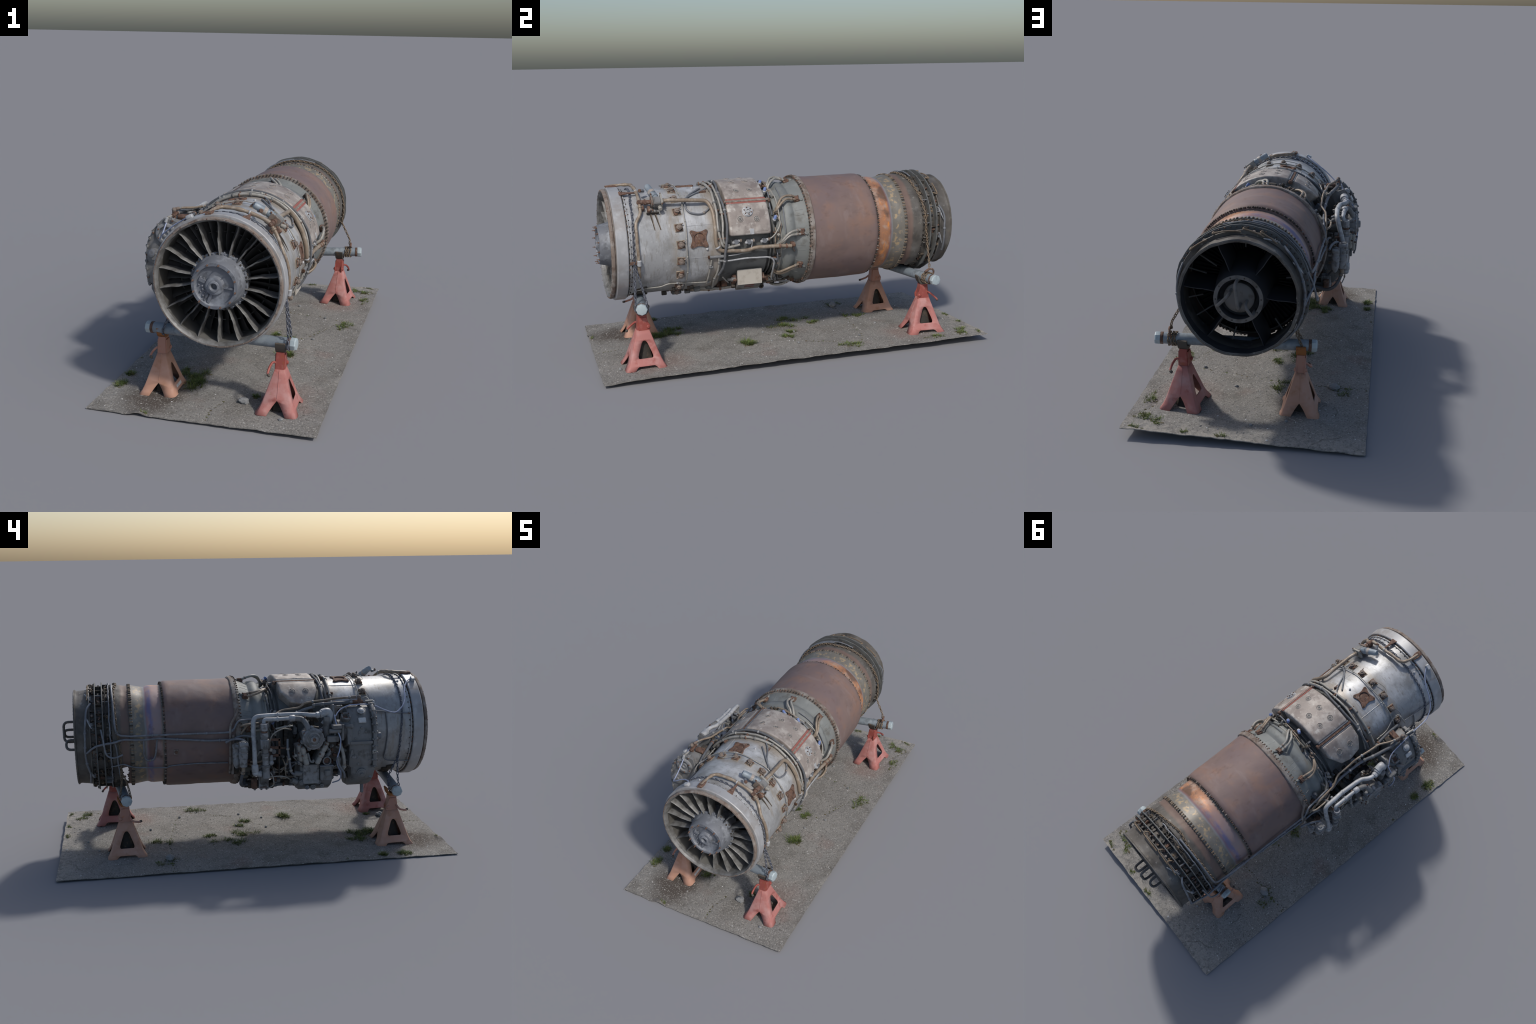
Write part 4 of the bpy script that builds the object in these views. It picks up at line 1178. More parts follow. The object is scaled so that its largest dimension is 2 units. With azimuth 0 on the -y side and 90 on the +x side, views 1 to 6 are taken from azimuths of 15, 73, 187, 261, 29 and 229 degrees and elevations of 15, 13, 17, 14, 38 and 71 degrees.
# ---- pipes along the left rear
rear_runs = [
    ("pipe", [(0.700, -6, 0.271), (0.698, -30, 0.272), (0.695, -55, 0.273), (0.692, -72, 0.274), (0.680, -79, 0.276), (0.627, -80, 0.277), (0.566, -80, 0.284), (0.272, -80.5, 0.288), (0.140, -81, 0.292), (0.112, -79, 0.296), (0.095, -72, 0.298), (0.08, -69.5, 0.297), (0.004, -69, 0.290), (-0.06, -67, 0.292)], 0.0052, SLATE, (0.30, 0.46, 0.70, 0.82)),
    ("pipe", [(0.834, -97, 0.258), (0.800, -90, 0.268), (0.758, -87, 0.282), (0.703, -86, 0.283), (0.665, -83, 0.281), (0.568, -84.5, 0.278), (0.496, -83.5, 0.276), (0.425, -84.5, 0.284), (0.244, -88, 0.288), (0.134, -88, 0.294), (0.100, -86, 0.298), (0.060, -84, 0.30), (0.02, -86, 0.31)], 0.0055, SLATE, (0.55, 0.8)),
    ("pipe", [(0.556, -85, 0.272), (0.557, -103, 0.268), (0.545, -108, 0.268), (0.513, -108, 0.268), (0.501, -103, 0.268), (0.490, -85, 0.272)], 0.0046, SLATE, (0.5,)),
    ("pipe", [(0.72, -113, 0.27), (0.689, -112, 0.272), (0.659, -110, 0.271), (0.612, -116, 0.268), (0.520, -118, 0.266), (0.443, -117.5, 0.276), (0.428, -114.5, 0.280), (0.300, -113, 0.280), (0.139, -114, 0.282)], 0.0034, SLATE, (0.5,)),
    ("pipe", [(0.803, -40, 0.262), (0.826, -48, 0.262), (0.836, -70, 0.258), (0.841, -98, 0.257), (0.834, -112, 0.258), (0.820, -122, 0.262), (0.823, -142, 0.258)], 0.0052, SLATE, (0.35, 0.5, 0.68)),
    ("pipe", [(0.700, -84, 0.272), (0.690, -90, 0.270), (0.684, -110, 0.268), (0.676, -130, 0.266)], 0.004, SLATE, ()),
    ("pipe", [(0.81, 64, 0.262), (0.828, 70, 0.260), (0.838, 78, 0.257), (0.836, 91, 0.257), (0.845, 121, 0.255)], 0.005, SLATE, (0.5,)),
    ("hose", [(0.76, -72, 0.27), (0.74, -98, 0.30), (0.70, -100, 0.305), (0.66, -98, 0.29)], 0.0045, SLATE, ()),
]
for name, pts, r, mat, cols in rear_runs:
    pipe(name, around(pts, 0.022, seed=rng.uniform(0, 9)), r, mat, engine, cols, rng.choice((M["slate"], M["lip"])))
b = Build()
path = around([(0.082, -58, 0.286), (0.100, -66, 0.290), (0.128, -74, 0.294), (0.130, -90, 0.298), (0.128, -126, 0.292)], 0.02)
for p0, p1 in zip(path, path[1:]):
    pass
b.tube(path, 0.006, M["lip"], 8)
b.box(frame(0.106, -125, 0.272), 0.05, 0.04, 0, 0.022, M["grime"], 0.004)
b.box(frame(0.115, -105, 0.268), 0.012, 0.22, 0, 0.020, M["lip"], 0.003)
b.make("duct_bracket", engine, 40)
b = Build()
m = frame(0.398, -99, 0.2715)
b.box(m, 0.026, 0.026, 0, 0.004, M["lip"], 0.002)
b.lathe(m, [(0.003, 0.008), (0.009, 0.008), (0.010, 0.005)], M["rust"], 10)
for k in range(8):
    b.lathe(frame(0.77 - 0.02 * k, -84 + 3 * math.sin(k), 0.272), [(0, 0.004), (0.007, 0.004)], M["rust"], 6)
b.make("duct_boss", engine, 40)

# ------------------------------------------------------------------ gearbox group on the left side
gear = bpy.data.objects.new("gearbox", None)
scene.objects.link(gear)
gear.parent = engine
gear.location = Vector((-0.30, -0.30, 0.52)) - engine.location
GM = M["gear"]
Y0 = Matrix(((1, 0, 0, 0), (0, 0, 1, 0), (0, 1, 0, 0), (0, 0, 0, 1)))  # local (x, z) outline pushed along y


def slab_xz(b, outline, y0, y1, mat, bev=0.006):
    b.prism(Y0, outline, y0, y1, mat, bev)


b = Build()
slab_xz(b, [(-0.225, 0.738), (-0.265, 0.744), (-0.295, 0.735), (-0.332, 0.694), (-0.358, 0.642), (-0.366, 0.60), (-0.369, 0.57), (-0.366, 0.47), (-0.357, 0.447), (-0.24, 0.43), (-0.19, 0.5), (-0.195, 0.6), (-0.19, 0.70)], -0.578, -0.458, GM, 0.010)
slab_xz(b, [(-0.358, 0.455), (-0.360, 0.425), (-0.338, 0.385), (-0.300, 0.350), (-0.240, 0.324), (-0.18, 0.318), (-0.12, 0.35), (-0.16, 0.42), (-0.22, 0.46)], -0.590, -0.470, GM, 0.010)
slab_xz(b, [(-0.225, 0.748), (-0.272, 0.759), (-0.304, 0.75), (-0.344, 0.703), (-0.372, 0.647), (-0.381, 0.58), (-0.381, 0.52), (-0.374, 0.455), (-0.24, 0.43), (-0.19, 0.6)], -0.594, -0.576, GM, 0.003)
slab_xz(b, [(-0.36, 0.585), (-0.383, 0.582), (-0.383, 0.570), (-0.36, 0.566)], -0.572, -0.456, GM, 0.003)
slab_xz(b, [(-0.30, 0.62), (-0.36, 0.66), (-0.378, 0.57), (-0.30, 0.54)], -0.470, -0.445, GM, 0.006)
for k in range(26):
    y, z = rng.uniform(-0.565, -0.465), rng.uniform(0.46, 0.66)
    b.lathe(frame_dir((-0.362 if z > 0.60 else -0.366, y, z), (-1, 0, 0.1)), [(-0.004, 0.007), (0.003, rng.uniform(0.003, 0.006)), (0.004, 0.002)], GM, 8)
b.lathe(frame_dir((-0.362, -0.478, 0.505), (-1, 0.3, 0)), [(-0.01, 0.014), (0.006, 0.013), (0.010, 0.008), (0.018, 0.007)], M["pale"], 10)
b.prism(frame_dir((-0.365, -0.468, 0.52), (-1, 0, 0), (0, 0, 1)), [(-0.02, -0.012), (0.02, -0.004), (0.02, 0.004), (-0.02, 0.012)], 0, 0.008, GM, 0.002)
b.make("gearbox_housing", gear, 40)
b = Build()
edge = [(-0.255, 0.753), (-0.290, 0.752), (-0.322, 0.724), (-0.346, 0.693), (-0.362, 0.662), (-0.374, 0.625), (-0.378, 0.590), (-0.379, 0.555), (-0.377, 0.52), (-0.373, 0.485), (-0.366, 0.45)]
for i, (x, z) in enumerate(edge):
    b.hexnut(frame_dir((x + 0.005, -0.592, z - 0.003), (0, -1, 0)), 0.0048, 0.010, M["rust"] if i % 3 == 0 else GM)
    b.hexnut(frame_dir((x, -0.584, z), (x + 0.20, 0, z - 0.58)), 0.0055, 0.008, GM)
    b.rod((x + 0.004, -0.600, z), (x + 0.004, -0.57, z), 0.0062, GM, 8)
b.make("gearbox_bolt", gear, 40, "stuff")
b = Build()
fb = frame_dir((-0.280, -0.594, 0.690), (0, -1, 0))
b.lathe(fb, [(0, 0.048), (0.008, 0.048), (0.010, 0.045), (0.010, 0.034), (0.001, 0.032), (0.001, 0.019), (0.006, 0.018), (0.007, 0.010), (0.002, 0.008), (0.002, 0.001)], M["pale"], 32)
for k in range(6):
    a = math.radians(60 * k)
    b.hexnut(fb @ Matrix.Translation((0.0395 * math.cos(a), 0.0395 * math.sin(a), 0.009)), 0.0042, 0.005, M["rust"])
b.lathe(frame_dir((-0.335, -0.590, 0.585), (0, -1, 0)), [(0, 0.034), (0.012, 0.034), (0.014, 0.030), (0.014, 0.018), (0.022, 0.016)], GM, 24)
b.lathe(frame_dir((-0.345, -0.585, 0.60), (0, -1, 0)), [(0, 0.018), (0.035, 0.018), (0.037, 0.014)], M["slate"], 16)
b.lathe(frame_dir((-0.372, -0.580, 0.529), (-1, 0, 0)), [(0, 0.011), (0.012, 0.011), (0.014, 0.008), (0.014, 0.004), (0.006, 0.003)], M["tube"], 8)
b.lathe(frame_dir((-0.315, -0.525, 0.722), (-0.55, 0, 0.85)), [(0, 0.019), (0.004, 0.019), (0.005, 0.014), (0.012, 0.013), (0.014, 0.008)], M["bright"], 12)
pt = frame_dir((-0.322, -0.447, 0.700), (-0.55, 0, 0.84))
b.lathe(pt, [(-0.02, 0.026), (0.004, 0.026), (0.006, 0.024), (0.006, 0.017), (-0.008, 0.016), (-0.008, 0.001)], GM, 24)
b.lathe(pt, [(-0.0075, 0.0155), (-0.006, 0.014), (-0.006, 0.001)], M["rust"], 20)
for k in range(4):
    a = math.radians(90 * k + 45)
    b.hexnut(pt @ Matrix.Translation((0.021 * math.cos(a), 0.021 * math.sin(a), 0.005)), 0.0035, 0.004, M["rust"])
b.lathe(frame_dir((-0.355, -0.520, 0.418), (-0.95, 0, -0.3)), [(0, 0.026), (0.008, 0.026), (0.010, 0.021), (0.014, 0.020), (0.016, 0.009), (0.026, 0.009)], GM, 20)
b.rod((-0.33, -0.578, 0.46), (-0.335, -0.570, 0.385), 0.011, M["slate"], 12)
b.rod((-0.215, -0.565, 0.325), (-0.212, -0.568, 0.272), 0.009, M["slate"], 10)
b.rod((-0.375, -0.47, 0.66), (-0.345, -0.44, 0.655), 0.010, GM, 10)
b.make("gearbox_cover", gear, 40)
b = Build()
pm = frame_dir((-0.3445, -0.525, 0.682), (-0.88, 0, 0.47), (0, 1, 0))
b.box(pm, 0.038, 0.026, -0.004, 0.0035, M["label"], 0.001)
for sx in (-0.016, 0.016):
    for sy in (-0.010, 0.010):
        b.lathe(pm @ Matrix.Translation((sx, sy, 0.0035)), [(0, 0.0015), (0.001, 0.001)], GM, 6)
b.make("name_plate", gear, 40)
# rusty tee and tubes on top of the gearbox
b = Build()
b.rod((-0.268, -0.529, 0.745), (-0.268, -0.529, 0.790), 0.0085, M["rust"], 12)
b.ball((-0.268, -0.529, 0.786), 0.0105, M["lip"])
b.rod((-0.268, -0.548, 0.762), (-0.266, -0.490, 0.764), 0.0085, M["rust"], 12)
b.rod((-0.266, -0.515, 0.786), (-0.262, -0.49, 0.785), 0.0075, M["lip"], 10)
b.rod((-0.268, -0.56, 0.764), (-0.272, -0.60, 0.765), 0.005, M["tube"], 8)
b.rod((-0.272, -0.60, 0.765), (-0.279, -0.606, 0.742), 0.007, M["bright"], 8)
b.box(frame_dir((-0.23, -0.51, 0.742), (0, 0, 1)), 0.05, 0.03, 0, 0.02, M["rust"], 0.004)
b.box(frame_dir((-0.225, -0.47, 0.735), (0, 0, 1)), 0.04, 0.03, 0, 0.018, M["grime"], 0.004)
b.make("tube_tee", gear, 40)
pipe("tube", straight([(-0.264, -0.50, 0.785), (-0.252, -0.46, 0.782), (-0.222, -0.405, 0.774), (-0.219, -0.36, 0.768), (-0.207, -0.265, 0.757), (-0.205, -0.235, 0.732), (-0.206, -0.145, 0.724), (-0.235, -0.10, 0.705), (-0.245, 0.0, 0.690), (-0.25, 0.04, 0.66), (-0.25, 0.07, 0.62)], 0.02), 0.0055, M["tan"], gear, (0.03, 0.33), M["pale"])
pipe("hose", straight([(-0.266, -0.49, 0.764), (-0.270, -0.455, 0.760), (-0.256, -0.375, 0.756), (-0.247, -0.335, 0.753), (-0.235, -0.30, 0.745)], 0.03), 0.0088, HOSE, gear, (0.02, 0.75, 0.98), M["pale"], 12, 0.016, 1.15)
pipe("hose", straight([(-0.235, -0.31, 0.74), (-0.228, -0.26, 0.728), (-0.222, -0.21, 0.705), (-0.222, -0.15, 0.70), (-0.235, -0.08, 0.67)], 0.02), 0.0075, M["slate"], gear, (0.4,), M["pale"], 12)
pipe("hose", straight([(-0.190, -0.585, 0.716), (-0.196, -0.56, 0.732), (-0.198, -0.52, 0.744), (-0.205, -0.45, 0.752), (-0.215, -0.40, 0.748)], 0.02), 0.0075, HOSE, gear, (0.9,), M["rust"], 12)

# dark backing blocks between the casing and the accessories
b = Build()
for y, t0, t1 in ((-0.45, -72, -128), (-0.30, -66, -104), (-0.16, -72, -92), (-0.36, -104, -140), (-0.22, -112, -140), (0.05, -95, -130), (0.02, -95, -120)):
    for k in range(5):
        t = t0 + (t1 - t0) * k / 4
        b.box(frame(y, t, 0.225), 0.020, 0.07, 0, 0.035, M["grime"], 0.004)
for k in range(14):
    y = 0.045 - 0.021 * k
    b.box(frame_dir((-0.205 + rng.uniform(-0.02, 0.02), y, 0.333 + rng.uniform(-0.003, 0.008)), (0, 0, 1)), 0.06, 0.026, 0, 0.03, rng.choice((M["grime"], M["grime"], GM)), 0.005)
b.make("dark_backing", gear, 40)
pipe("pipe", straight([(-0.225, 0.05, 0.352), (-0.232, -0.05, 0.342), (-0.228, -0.14, 0.345), (-0.215, -0.23, 0.340)], 0.03), 0.008, HOSE, gear, (0.3, 0.7), M["rust"])
b = Build()
# round pump with a flanged face
pc = frame_dir((-0.392, -0.269, 0.607), (-1, 0, 0.03), (0, 0, 1))
b.lathe(pc, [(-0.14, 0.040), (-0.075, 0.044), (-0.055, 0.044), (-0.050, 0.052), (-0.030, 0.054), (-0.012, 0.052), (-0.004, 0.046), (0.0, 0.040), (-0.001, 0.030), (0.003, 0.020), (0.004, 0.019)], GM, 40)
b.lathe(pc, [(-0.013, 0.0525), (-0.010, 0.0535), (-0.006, 0.0500), (-0.0045, 0.0465)], M["pale"], 40)
b.lathe(pc, [(-0.004, 0.036), (0.0015, 0.034), (0.002, 0.028), (-0.003, 0.026)], M["pale"], 36)
b.hexnut(pc @ Matrix.Translation((0, 0, 0.003)), 0.0185, 0.010, M["pale"])
b.lathe(pc @ Matrix.Translation((0, 0, 0.0125)), [(0, 0.0095), (0.001, 0.009), (0.001, 0.001)], M["rust"], 14)
for k in range(7):
    a = math.radians(51.4 * k + 5)
    q = pc @ Matrix.Translation((0.054 * math.cos(a), 0.054 * math.sin(a), -0.03))
    b.box(q, 0.018, 0.018, -0.012, 0.014, M["pale"], 0.004)
    b.hexnut(q @ Matrix.Translation((0, 0, 0.013)), 0.0045, 0.007, M["rust"] if k % 3 == 1 else GM)
b.lathe(pc @ Matrix.Translation((-0.028, 0.018, -0.008)), [(0, 0.008), (0.01, 0.008), (0.012, 0.005)], GM, 10)
b.make("fuel_pump", gear, 40)
# valve block left of the housing
b = Build()
b.lathe(frame_dir((-0.30, -0.46, 0.635), (0, 1, 0)), [(0, 0.05), (0.02, 0.052), (0.03, 0.046), (0.055, 0.046), (0.06, 0.04), (0.09, 0.04)], GM, 32)
b.box(frame_dir((-0.27, -0.384, 0.665), (-1, 0, 0.35)), 0.16, 0.010, 0, 0.070, GM, 0.004)
b.box(frame_dir((-0.335, -0.370, 0.60), (-1, 0, 0)), 0.030, 0.06, 0, 0.045, GM, 0.004)
b.box(frame_dir((-0.335, -0.390, 0.66), (-1, 0, 0)), 0.020, 0.05, 0, 0.045, GM, 0.004)
b.rod((-0.372, -0.35, 0.64), (-0.37, -0.41, 0.638), 0.011, GM, 12)
b.rod((-0.365, -0.42, 0.67), (-0.365, -0.42, 0.59), 0.008, GM, 10)
b.rod((-0.325, -0.365, 0.60), (-0.310, -0.372, 0.722), 0.012, GM, 10)
b.make("valve_bracket", gear, 40)
# big bright pipe and its elbow
b = Build()
b.tube(straight([(-0.318, -0.338, 0.66), (-0.312, -0.372, 0.700), (-0.310, -0.358, 0.728), (-0.314, -0.325, 0.720)], 0.02), 0.0215, M["bright"], 16)
b.rod((-0.314, -0.338, 0.720), (-0.322, -0.312, 0.715), 0.0195, M["bright"], 8)
b.rod((-0.322, -0.312, 0.715), (-0.326, -0.292, 0.713), 0.0165, M["bright"], 8)
b.make("pipe_elbow", gear, 40)
b = Build()
path = straight([(-0.325, -0.302, 0.714), (-0.322, -0.265, 0.7145), (-0.296, -0.225, 0.716), (-0.291, -0.103, 0.716), (-0.297, 0.014, 0.713), (-0.318, 0.018, 0.64), (-0.348, 0.018, 0.53), (-0.352, 0.017, 0.480)], 0.030)
b.tube(path, 0.0115, M["bright"], 14)
for f in (0.36, 0.74):
    collar(b, path, f, 0.0135, 0.010, M["bright"], 14)
b.rod((-0.351, 0.018, 0.486), (-0.352, 0.016, 0.446), 0.0175, M["bright"], 8)
b.ball((-0.350, 0.015, 0.442), 0.0165, M["bright"])
b.rod((-0.350, 0.015, 0.442), (-0.340, -0.014, 0.428), 0.013, M["bright"], 10)
b.make("coolant_pipe", gear, 45)
b = Build()
path = straight([(-0.324, -0.172, 0.703), (-0.323, -0.104, 0.701), (-0.324, -0.033, 0.703), (-0.336, -0.033, 0.665)], 0.014)
b.tube(path, 0.0095, M["bright"], 14)
for f in (0.40,):
    collar(b, path, f, 0.013, 0.013, M["bright"], 12)
b.rod((-0.324, -0.190, 0.703), (-0.324, -0.160, 0.703), 0.0165, M["bright"], 8)
b.tube(straight([(-0.324, -0.188, 0.702), (-0.335, -0.225, 0.700), (-0.358, -0.243, 0.672), (-0.37, -0.25, 0.64)], 0.02), 0.0135, GM, 14)
b.hexnut(frame_dir((-0.338, -0.236, 0.706), (-0.5, 0, 0.8)), 0.005, 0.008, M["rust"])
b.make("coolant_pipe", gear, 45)
# stacked valve column
b = Build()
cb0, ct0 = Vector((-0.343, -0.040, 0.412)), Vector((-0.341, -0.031, 0.680))
cd = (ct0 - cb0).normalized()
CL = (ct0 - cb0).length
PALE = M["pale"]
for h0, h1, r, sg, mt in ((0.0, 0.060, 0.0185, 14, PALE), (0.056, 0.066, 0.0215, 14, GM), (0.066, 0.118, 0.0165, 14, PALE), (0.112, 0.126, 0.020, 8, GM), (0.126, 0.150, 0.0165, 12, GM), (0.150, 0.196, 0.0220, 12, PALE), (0.196, 0.206, 0.0175, 12, GM),
                          (0.206, 0.228, 0.0195, 8, PALE), (0.228, 0.238, 0.0160, 10, M["rust"]), (0.238, 0.274, 0.0178, 8, PALE), (0.274, CL, 0.0125, 12, M["bright"])):
    b.rod(cb0 + cd * h0, cb0 + cd * h1, r, mt, sg, 0.0018)
for k in range(7):
    a = math.radians(150 + 25 * k)
    o = frame_dir(cb0 + cd * 0.173, cd, (1, 0, 0))
    q = o @ Matrix.Rotation(a, 4, "Z")
    b.box(q @ Matrix.Translation((0.0222, 0, -0.02)), 0.003, 0.005, 0, 0.040, GM, 0.0008)
b.box(frame_dir((-0.252, -0.038, 0.338), (0, 0, 1)), 0.05, 0.050, 0, 0.062, PALE, 0.004)
b.box(frame_dir((-0.270, -0.038, 0.375), (-0.75, 0, 1)), 0.044, 0.042, 0, 0.085, GM, 0.004)
for k in range(6):
    b.box(frame_dir((-0.278, -0.036, 0.346 + 0.008 * k), (0, 0, 1)), 0.006, 0.035, 0, 0.0035, M["rust"] if k == 0 else PALE, 0.001)
b.rod((-0.335, -0.010, 0.418), (-0.335, -0.010, 0.448), 0.0115, M["bright"], 10)
b.rod((-0.338, -0.066, 0.49), (-0.332, -0.066, 0.525), 0.011, GM, 12)
b.ball((-0.340, -0.066, 0.487), 0.0135, PALE)
b.rod((-0.338, -0.062, 0.545), (-0.338, -0.066, 0.56), 0.009, M["tube"], 8)
b.box(frame_dir((-0.255, 0.008, 0.338), (0, 0, 1)), 0.028, 0.030, 0, 0.050, M["rust"], 0.003)
for yy in (-0.055, -0.028, 0.006):
    b.lathe(frame_dir((-0.258, yy, 0.340), (0, 0, -1)), [(0, 0.006), (0.010, 0.006), (0.012, 0.004)], GM, 8)
b.make("valve_column", gear, 40)
# rear pair of filter bodies
b = Build()
for (x, y, z0, z1), prof in (((-0.334, 0.072, 0.470, 0.578), ((0, 0.012), (0.04, 0.0190), (0.40, 0.0205), (0.42, 0.0230), (0.66, 0.0238), (0.68, 0.0215), (0.92, 0.0222), (1.0, 0.019))),
                             ((-0.302, 0.102, 0.460, 0.560), ((0, 0.006), (0.10, 0.0125), (0.25, 0.0180), (0.50, 0.0200), (0.53, 0.0180), (0.57, 0.0200), (0.80, 0.0190), (0.84, 0.0170), (0.88, 0.0190), (1.0, 0.018)))):
    b.lathe(frame_dir((x, y, z0), (-0.02, 0, 1)), [(h * (z1 - z0), r) for h, r in prof], M["pale"], 24)
for x, y, z, sx in ((-0.336, 0.070, 0.576, 0.044), (-0.303, 0.102, 0.558, 0.038)):
    b.box(frame_dir((x, y, z), (0, 0, 1)), sx, sx, 0, 0.022, M["pale"], 0.004)
    b.lathe(frame_dir((x, y, z + 0.022), (0, 0, 1)), [(0, 0.011), (0.005, 0.011), (0.006, 0.006)], GM, 10)
    for sy in (-1, 1):
        b.hexnut(frame_dir((x - 0.014, y + 0.014 * sy, z + 0.022), (0, 0, 1)), 0.0035, 0.005, GM)
b.box(frame_dir((-0.354, 0.070, 0.548), (0, 0, 1)), 0.012, 0.034, 0, 0.02, GM, 0.003)
b.rod((-0.334, 0.072, 0.474), (-0.334, 0.073, 0.445), 0.0095, M["tan"], 10)
b.box(frame_dir((-0.26, 0.09, 0.56), (0, 0, 1)), 0.09, 0.03, 0, 0.03, M["grime"], 0.004)
b.make("filter_body", gear, 40)
pipe("hose", straight([(-0.334, 0.073, 0.452), (-0.322, 0.082, 0.41), (-0.298, 0.084, 0.375), (-0.26, 0.064, 0.352), (-0.19, 0.045, 0.365)], 0.025), 0.0082, HOSE, gear, (0.06,), M["tan"], 12)
pipe("hose", straight([(-0.275, 0.15, 0.585), (-0.285, 0.12, 0.604), (-0.305, 0.075, 0.606), (-0.315, 0.05, 0.59)], 0.02), 0.006, M["slate"], gear)
# twin cylinders set in a V
b = Build()
for (y0, z0), (y1, z1), x in (((-0.216, 0.566), (-0.240, 0.474), -0.370), ((-0.205, 0.574), (-0.217, 0.49), -0.354), ((-0.338, 0.572), (-0.289, 0.476), -0.366), ((-0.346, 0.585), (-0.318, 0.53), -0.354)):
    a, c = Vector((x, y0, z0)), Vector((x, y1, z1))
    d = (c - a).normalized()
    L = (c - a).length
    b.lathe(frame_dir(a, d), [(0, 0.008), (0.006, 0.0135), (L * 0.3, 0.0135), (L * 0.32, 0.0115), (L * 0.36, 0.0115), (L * 0.38, 0.0145), (L * 0.62, 0.0145), (L * 0.64, 0.012), (L * 0.68, 0.012), (L * 0.7, 0.0135), (L - 0.006, 0.0135), (L, 0.008)], M["tube"], 16)
    b.box(frame_dir(a + d * L * 0.5 + Vector((0.02, 0, 0)), (1, 0, 0), d), L * 0.9, 0.03, -0.01, 0.06, GM, 0.004)
    b.hexnut(frame_dir(a + Vector((-0.010, 0.006, 0.004)), (-1, 0, 0)), 0.0045, 0.008, M["rust"])
    b.hexnut(frame_dir(a + d * L * 0.45 + Vector((-0.010, 0.013, 0)), (-1, 0, 0)), 0.0045, 0.008, M["rust"])
b.tube(straight([(-0.37, -0.243, 0.535), (-0.372, -0.255, 0.49), (-0.372, -0.275, 0.488), (-0.37, -0.268, 0.50)], 0.01), 0.005, GM, 8)
b.make("servo_cylinder", gear, 40)
# lower regulator block
b = Build()
slab_xz(b, [(-0.20, 0.46), (-0.312, 0.465), (-0.326, 0.44), (-0.316, 0.385), (-0.284, 0.340), (-0.240, 0.315), (-0.19, 0.308), (-0.13, 0.33)], -0.385, -0.215, GM, 0.008)
b.box(frame_dir((-0.317, -0.270, 0.415), (-1, 0, 0)), 0.10, 0.085, 0, 0.014, M["pale"], 0.004)
b.box(frame_dir((-0.317, -0.343, 0.425), (-1, 0, 0)), 0.085, 0.058, 0, 0.035, GM, 0.005)
b.box(frame_dir((-0.350, -0.348, 0.425), (-1, 0, 0)), 0.03, 0.030, 0, 0.014, GM, 0.003)
b.box(frame_dir((-0.350, -0.341, 0.460), (0, 0, 1)), 0.04, 0.07, 0, 0.007, M["slate"], 0.002)
b.lathe(frame_dir((-0.355, -0.342, 0.488), (-1, 0, 0.1)), [(-0.03, 0.02), (0.012, 0.022), (0.014, 0.0215), (0.014, 0.0165), (0.0, 0.0155), (0.0, 0.001)], GM, 24)
b.lathe(frame_dir((-0.356, -0.342, 0.488), (-1, 0, 0.1)), [(0, 0.015), (0.002, 0.014), (0.003, 0.001)], M["rust"], 16)
for yy, zz, rr in ((-0.235, 0.425, 0.012), (-0.222, 0.375, 0.016), (-0.31, 0.375, 0.014), (-0.255, 0.345, 0.012), (-0.285, 0.345, 0.015), (-0.33, 0.35, 0.012), (-0.305, 0.445, 0.009)):
    b.lathe(frame_dir((-0.314 + 0.5 * max(0, 0.39 - zz), yy, zz), (-1, 0, -0.3)), [(0, rr), (0.016, rr), (0.018, rr * 0.7), (0.022, rr * 0.6)], rng.choice((GM, GM, M["slate"])), 10)
b.rod((-0.330, -0.185, 0.425), (-0.325, -0.222, 0.418), 0.014, GM, 12)
b.rod((-0.310, -0.175, 0.385), (-0.305, -0.205, 0.370), 0.014, GM, 12)
b.lathe(frame_dir((-0.336, -0.345, 0.705), (0, 0, -1)), [(0, 0.016), (0.1, 0.016), (0.102, 0.012)], GM, 12)
b.make("fuel_regulator", gear, 40)
pipe("hose", straight([(-0.330, -0.195, 0.42), (-0.333, -0.168, 0.425), (-0.338, -0.160, 0.48), (-0.332, -0.150, 0.55), (-0.32, -0.152, 0.60)], 0.02), 0.0062, M["slate"], gear, (0.2, 0.5, 0.75), M["tube"])
pipe("hose", straight([(-0.352, -0.43, 0.44), (-0.362, -0.432, 0.47), (-0.365, -0.424, 0.53), (-0.35, -0.41, 0.57)], 0.02), 0.0085, M["tube"], gear, (0.1,), M["tube"], 12)
pipe("cable", straight([(-0.328, -0.386, 0.712), (-0.355, -0.388, 0.68), (-0.378, -0.395, 0.631), (-0.385, -0.408, 0.60), (-0.390, -0.40, 0.545), (-0.386, -0.388, 0.51), (-0.376, -0.39, 0.47), (-0.352, -0.42, 0.42), (-0.325, -0.42, 0.375), (-0.29, -0.39, 0.355)], 0.02), 0.0032, M["cable"], gear)
pipe("cable", straight([(-0.386, -0.388, 0.51), (-0.380, -0.400, 0.465), (-0.378, -0.43, 0.425), (-0.37, -0.43, 0.40)], 0.02), 0.0055, M["slate"], gear)
pipe("cable", straight([(-0.30, -0.175, 0.64), (-0.32, -0.14, 0.655), (-0.33, -0.10, 0.645), (-0.325, -0.07, 0.62), (-0.31, -0.065, 0.59)], 0.03), 0.003, M["tube"], gear, (0.05,), M["rust"])
pipe("cable", straight([(-0.31, -0.18, 0.662), (-0.33, -0.14, 0.665), (-0.33, -0.09, 0.655)], 0.03), 0.0045, M["tube"], gear, (0.2, 0.5), M["tube"])
pipe("tube", straight([(-0.345, -0.06, 0.44), (-0.345, -0.076, 0.41), (-0.34, -0.078, 0.37), (-0.33, -0.05, 0.355)], 0.015), 0.003, M["tube"], gear, (0.6,), M["tan"])
